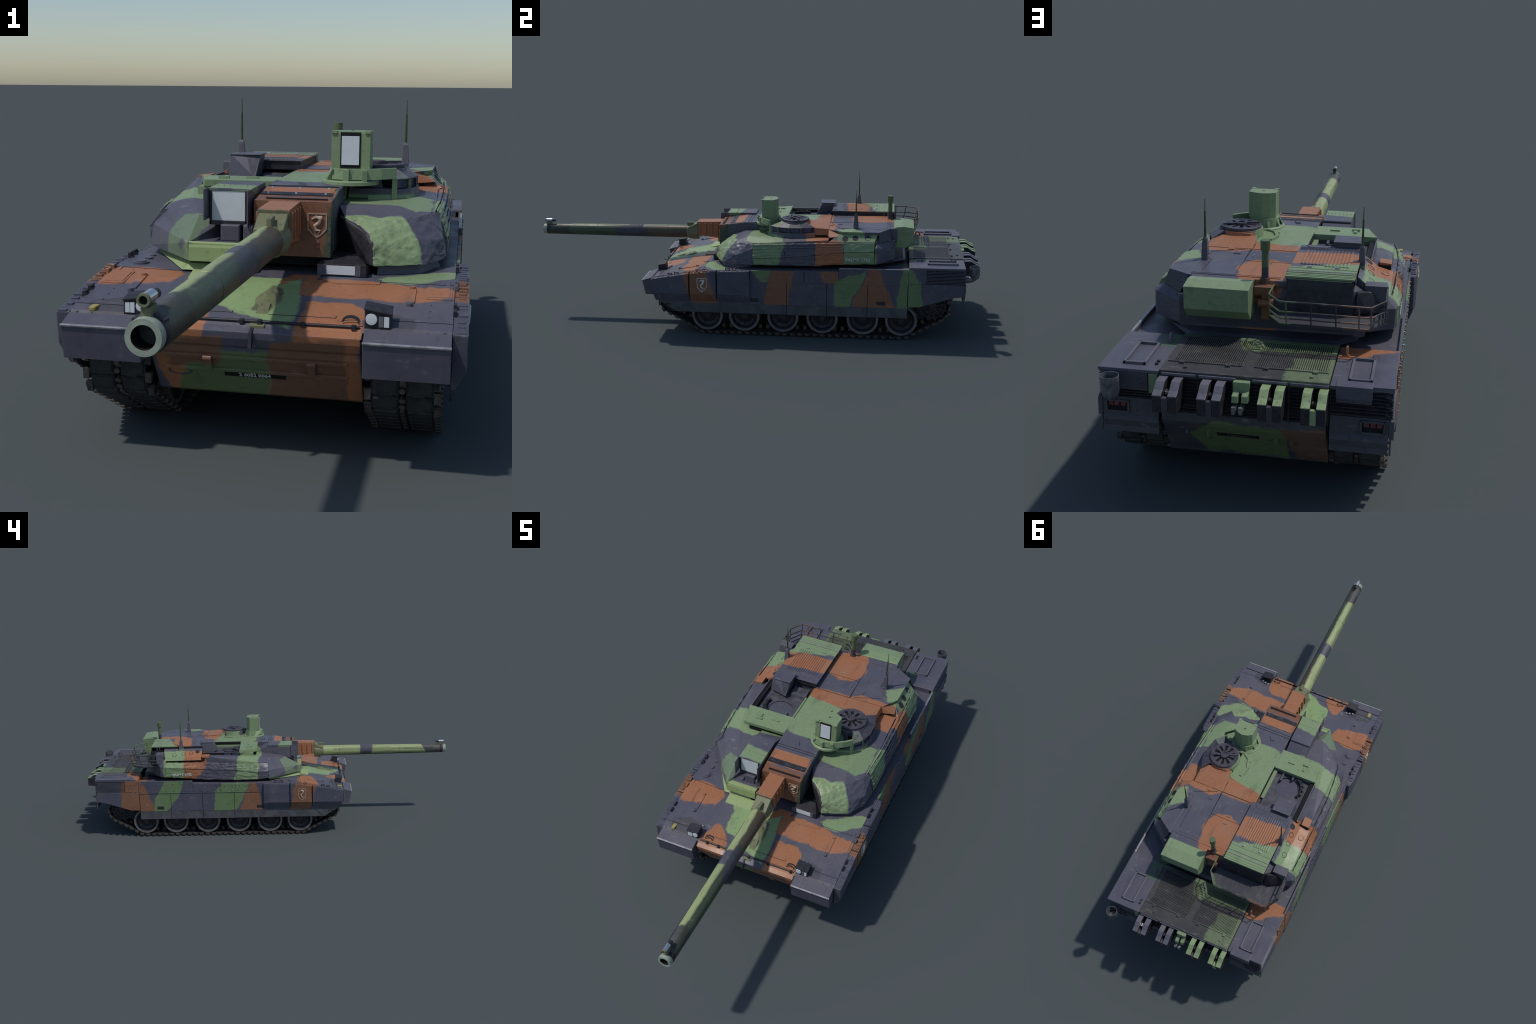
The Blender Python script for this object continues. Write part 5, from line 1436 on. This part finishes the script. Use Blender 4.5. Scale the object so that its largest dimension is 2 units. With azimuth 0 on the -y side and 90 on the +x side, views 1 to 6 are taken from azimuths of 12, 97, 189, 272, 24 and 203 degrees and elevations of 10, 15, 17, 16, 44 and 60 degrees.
# panoramic sight
a = Acc()
a.lathe([(0, 0.4520), (0.062, 0.4520), (0.0615, 0.4590), (0.056, 0.4620), (0.052, 0.4590), (0.0465, 0.4590), (0.0440, 0.4860), (0, 0.4860)], "z", (0.1060, 0.0850, 0), 40, closed=False)
a.obj("panoramic_sight_base", "green", turret, smooth=35)
a = Acc()
plan = [(0.0680, 0.0520), (0.1510, 0.0520), (0.1515, 0.1040), (0.1330, 0.1160), (0.1080, 0.1215), (0.0840, 0.1160), (0.0685, 0.1040)]
a.hull([(x, y, z) for x, y in plan for z in (0.4855, 0.5630)])
a.obj("panoramic_sight", "green", turret, 0.0015)
a = Acc()
a.hull([(x, y, z) for x, y in plan for z in (0.5630, 0.5652) if y > 0.06] + [(x, 0.060, z) for x in (0.070, 0.149) for z in (0.5630, 0.5652)])
for x in (0.0740, 0.1450):
    a.box(x - 0.006, x + 0.006, 0.0490, 0.060, 0.5610, 0.5665)
a.obj("panoramic_sight_cap", "green", turret, 0.0006)
a = Acc()
a.lathe([(0, 0), (0.0045, 0), (0.003, 0.0012), (0, 0.0012)], "z", (0.109, 0.088, 0.5650), 14, closed=False)
a.obj("cap_screw", "antenna", turret)
box("panoramic_frame", "black", turret, 0.0872, 0.1302, 0.0505, 0.0530, 0.4870, 0.5632, 0)
box("panoramic_glass", "lens", turret, 0.0900, 0.1275, 0.0490, 0.0515, 0.4945, 0.5555, 0.0003)
a = Acc()
a.hull([(0.066, 0.040, 0.474), (0.072, 0.036, 0.486), (0.046, 0.080, 0.455), (0.056, 0.060, 0.455), (0.078, 0.050, 0.455), (0.078, 0.050, 0.486), (0.066, 0.066, 0.486)])
a.hull([(x, y, z) for x, y in ((0.096, 0.030), (0.109, 0.028), (0.110, 0.046), (0.097, 0.048)) for z in (0.460, 0.4865)])
a.hull([(x, y, z) for x, y in ((0.136, 0.036), (0.147, 0.040), (0.143, 0.056), (0.132, 0.052)) for z in (0.458, 0.4845)])
a.obj("sight_guard_lug", "green", turret, 0.001)
# low sill and corner post of the open recess between sight and cupola
a = Acc()
a.hull([(x, y, z) for x, y in ((0.146, 0.074), (0.2010, 0.092), (0.1990, 0.100), (0.148, 0.082)) for z in (0.418, 0.4290)])
a.hull([(x, y, z) for x, y in ((0.196, 0.088), (0.207, 0.092), (0.204, 0.104), (0.196, 0.100)) for z in (0.418, 0.4640)])
a.obj("cupola_sill", "green", turret, 0.0008)
band = [(0.072, 0.040), (0.103, 0.031), (0.142, 0.040), (0.175, 0.058), (0.204, 0.084)]
a = Acc()
for p, q in zip(band, band[1:]):
    a.hull([(v[0], v[1] + d, z) for v in (p, q) for d, z in ((0.0, 0.4640), (0.004, 0.4870), (0.014, 0.4870), (0.010, 0.4640))])
a.obj("sight_guard_band", "green", turret, 0.0008)
a = Acc()
for t in (-0.5, 0.4, 1.2, 2.1):
    c = Vector((0.1060, 0.0850, 0))
    d = Vector((math.cos(t + 1.6), math.sin(t + 1.6), 0))
    a.hull([c + d * r + Vector((-d.y, d.x, 0)) * w + Vector((0, 0, z)) for r, z in ((0.043, 0.483), (0.056, 0.459), (0.043, 0.459)) for w in (-0.004, 0.004)])
a.obj("sight_base_web", "green", turret, 0.0008)
hull("roof_guide", "green", turret, [(x, y, z) for x, y in ((0.055, 0.150), (0.066, 0.152), (0.055, 0.175), (0.044, 0.172)) for z in (0.455, 0.4605)], 0.001)
a = Acc()
for p, q in (((0.085, 0.142), (0.060, 0.160)), ((0.060, 0.160), (0.045, 0.205)), ((0.045, 0.205), (0.058, 0.250))):
    a.strip((*p, 0.4575), (*q, 0.4575), 0.010, 0.004)
a.obj("roof_conduit", "green", turret, 0.001)
hull("cable_lug", "violet", turret, [(x, y, z) for x, y in ((0.000, 0.030), (0.022, 0.012), (0.014, 0.034)) for z in (0.4530, 0.4570)], 0.0006)

# commander cupola
ring_pts = [(0.150, 0.075), (0.2045, 0.094), (0.236, 0.130), (0.2478, 0.180), (0.2475, 0.235), (0.2272, 0.294), (0.1100, 0.275), (0.0985, 0.18), (0.1, 0.10)]
hull("cupola", "turret", turret, [(x, y, 0.4195) for x, y in ring_pts[1:]] + [(x + (0.157 - x) * 0.03, y + (0.19 - y) * 0.03, 0.4400) for x, y in ring_pts[1:]], 0.001)
a = Acc()
core = ring_pts[2:-1] + [(0.198, 0.112), (0.135, 0.150)]
a.hull([(x + (0.157 - x) * 0.10, y + (0.19 - y) * 0.10, z) for x, y in core for z in (0.438, 0.4605)])
a.obj("cupola_window_band", "black", turret)
tops = [(x + (0.157 - x) * 0.04, y + (0.19 - y) * 0.04) for x, y in ring_pts[1:6]]
for k, (p, q) in enumerate(zip(tops, tops[1:])):
    a = Acc()
    P, Q = Vector((*p, 0)), Vector((*q, 0))
    C = Vector((0.1549, 0.2004, 0))
    for f0, f1 in ((0.0, 0.12), (0.88, 1.0)):
        A, B = P.lerp(Q, f0), P.lerp(Q, f1)
        a.hull([v + Vector((0, 0, z)) for v in (A, B, A.lerp(C, 0.1), B.lerp(C, 0.1)) for z in (0.4350, 0.4615)])
    up0, up1 = P.lerp(C, 0.42), Q.lerp(C, 0.42)
    a.hull([v + Vector((0, 0, z)) for v, z in ((P, 0.4600), (Q, 0.4600), (P, 0.4630), (Q, 0.4630), (up0, 0.4800), (up1, 0.4800), (up0, 0.46), (up1, 0.46))])
    a.obj("cupola_hood", "metal" if k == 0 else "hatch", turret, 0.001)
a = Acc()
for (p, q) in zip(tops, tops[1:]):
    P, Q = Vector((*p, 0)), Vector((*q, 0))
    C = Vector((0.1549, 0.2004, 0))
    A, B = P.lerp(Q, 0.16).lerp(C, 0.05), P.lerp(Q, 0.84).lerp(C, 0.05)
    a.hull([v + Vector((0, 0, z)) for v in (A, B, A.lerp(C, 0.08), B.lerp(C, 0.08)) for z in (0.4420, 0.4585)])
a.obj("cupola_window", "blueglass", turret, kind="stuff")
HC = (0.1549, 0.2004)
a = Acc()
a.lathe([(0, 0.44), (0.070, 0.44), (0.0640, 0.4800), (0, 0.4800)], "z", (*HC, 0), 40, closed=False)
a.hull([(x, y, z) for x, y in ((0.092, 0.18), (0.100, 0.235), (0.115, 0.262), (0.16, 0.265), (0.16, 0.18)) for z in (0.44, 0.4760)])
a.obj("cupola_drum", "turret", turret, 0.0008, smooth=35)
a = Acc()
a.lathe([(0.0465, 0.4795), (0.0590, 0.4795), (0.0605, 0.4815), (0.0605, 0.4875), (0.0590, 0.4890), (0.0465, 0.4890), (0.0455, 0.4870)], "z", (*HC, 0), 48)
a.lathe([(0, 0.4800), (0.047, 0.4800), (0.047, 0.4825), (0, 0.4830)], "z", (*HC, 0), 32, closed=False)
hatch = a.obj("commander_hatch", "hatch", turret, smooth=35)
a = Acc()
for k in range(10):
    t = 2 * math.pi * k / 10 + 0.2
    d, e = Vector((math.cos(t), math.sin(t), 0)), Vector((-math.sin(t), math.cos(t), 0))
    C = Vector((*HC, 0))
    a.hull([C + d * r + e * w + Vector((0, 0, z)) for r, w in ((0.020, 0.003), (0.020, -0.003), (0.047, 0.0085), (0.047, -0.0085)) for z in (0.4820, 0.4880)])
a.obj("hatch_spoke", "hatch", hatch, 0.0006)
a = Acc()
a.lathe([(0.0120, 0.482), (0.0175, 0.482), (0.0175, 0.4940), (0.0165, 0.4950), (0.0130, 0.4950), (0.0120, 0.4930)], "z", (*HC, 0), 28)
a.lathe([(0, 0.484), (0.0125, 0.484), (0.0125, 0.4905), (0, 0.4905)], "z", (*HC, 0), 24, closed=False)
for sx in (1, -1):
    d = Vector((0.93, 0.37, 0)) * sx
    e = Vector((-d.y, d.x, 0))
    C = Vector((*HC, 0))
    a.hull([C + d * r + e * w + Vector((0, 0, z)) for r in (0.016, 0.054) for w in (-0.004, 0.004) for z in (0.4880, 0.4935)])
a.obj("hatch_handle", "hatch", hatch, 0.0008, smooth=35)
# deep black gaps between the spokes
a = Acc()
a.lathe([(0.0176, 0.4832), (0.0460, 0.4832), (0.0460, 0.4836), (0.0176, 0.4836)], "z", (*HC, 0), 32)
a.obj("hatch_gap", "black", hatch)
# brown ramp behind the cupola down to the notch on the right shoulder
hull("cupola_fairing", "turret", turret, [(0.120, 0.262, 0.4705), (0.200, 0.262, 0.4690), (0.092, 0.353, 0.4578), (0.2250, 0.353, 0.4578), (0.226, 0.292, 0.4620), (0.098, 0.25, 0.4705), (0.092, 0.25, 0.43), (0.228, 0.292, 0.43), (0.228, 0.353, 0.43)], 0.001)
hull("notch_wall", "brown", turret, [(0.2260, 0.3515, 0.4560), (0.2700, 0.4190, 0.4400), (0.2800, 0.3560, 0.4340), (0.2270, 0.3450, 0.430), (0.27, 0.43, 0.42), (0.23, 0.42, 0.42)], 0.0006)

# roof seams and small handles
a = Acc()
zr = 0.4573
for p, q in (((0.0925, 0.30), (0.0925, 0.575)), ((-0.046, 0.3515), (0.2265, 0.3515)), ((0.094, 0.462), (-0.044, 0.463)), ((0.0945, 0.352), (0.0925, 0.463)), ((0.183, 0.585), (0.058, 0.587)), ((0.183, 0.585), (0.181, 0.468)), ((0.181, 0.468), (0.196, 0.466)), ((0.11, 0.358), (0.205, 0.398))):
    a.strip((*p, zr + 0.0004), (*q, zr + 0.0004), 0.0013, 0.0006)
for p, q in (((-0.0565, 0.145), (-0.0565, 0.35)),):
    a.strip((*p, 0.4568), (*q, 0.4568), 0.0016, 0.0006)
a.obj("panel_seam", "seam", turret, kind="stuff")
a = Acc()
for x, y, ang in ((0.020, 0.448, 0.1), (0.020, 0.484, 0.1), (0.075, 0.42, 1.5)):
    d = Vector((math.cos(ang), math.sin(ang), 0)) * 0.007
    c = Vector((x, y, zr))
    a.tube([c - d, c - d + Vector((0, 0, 0.004)), c + d + Vector((0, 0, 0.004)), c + d], 0.0010, 6)
a.obj("roof_handle", "wear", turret)
a = Acc()
for x, y, w in ((0.125, 0.395, 0.010), (0.150, 0.360, 0.008), (0.205, 0.41, 0.008)):
    a.box(x - w, x + w, y - w, y + w, zr - 0.001, zr + 0.0025)
a.strip((0.205, 0.40, zr), (0.212, 0.61, zr), 0.006, 0.0018)
a.strip((-0.03, 0.602, 0.4585), (0.205, 0.598, 0.4585), 0.004, 0.0018)
a.strip((-0.03, 0.590, 0.4580), (0.205, 0.588, 0.4580), 0.003, 0.0014)
a.obj("roof_fitting", "turret", turret, 0.0006)

# vehicle name on both flanks
text("vehicle_name", "VALMY 1792", "letter", turret, 0.0195, (0.3218, 0.479, 0.3490), (0, 1, 0), (0, 0.0, 1), 0.0006)
text("vehicle_name", "VALMY 1792", "letter", turret, 0.0195, (-0.3345, 0.458, 0.3475), (0, -1, 0), (0, 0.0, 1), 0.0006)
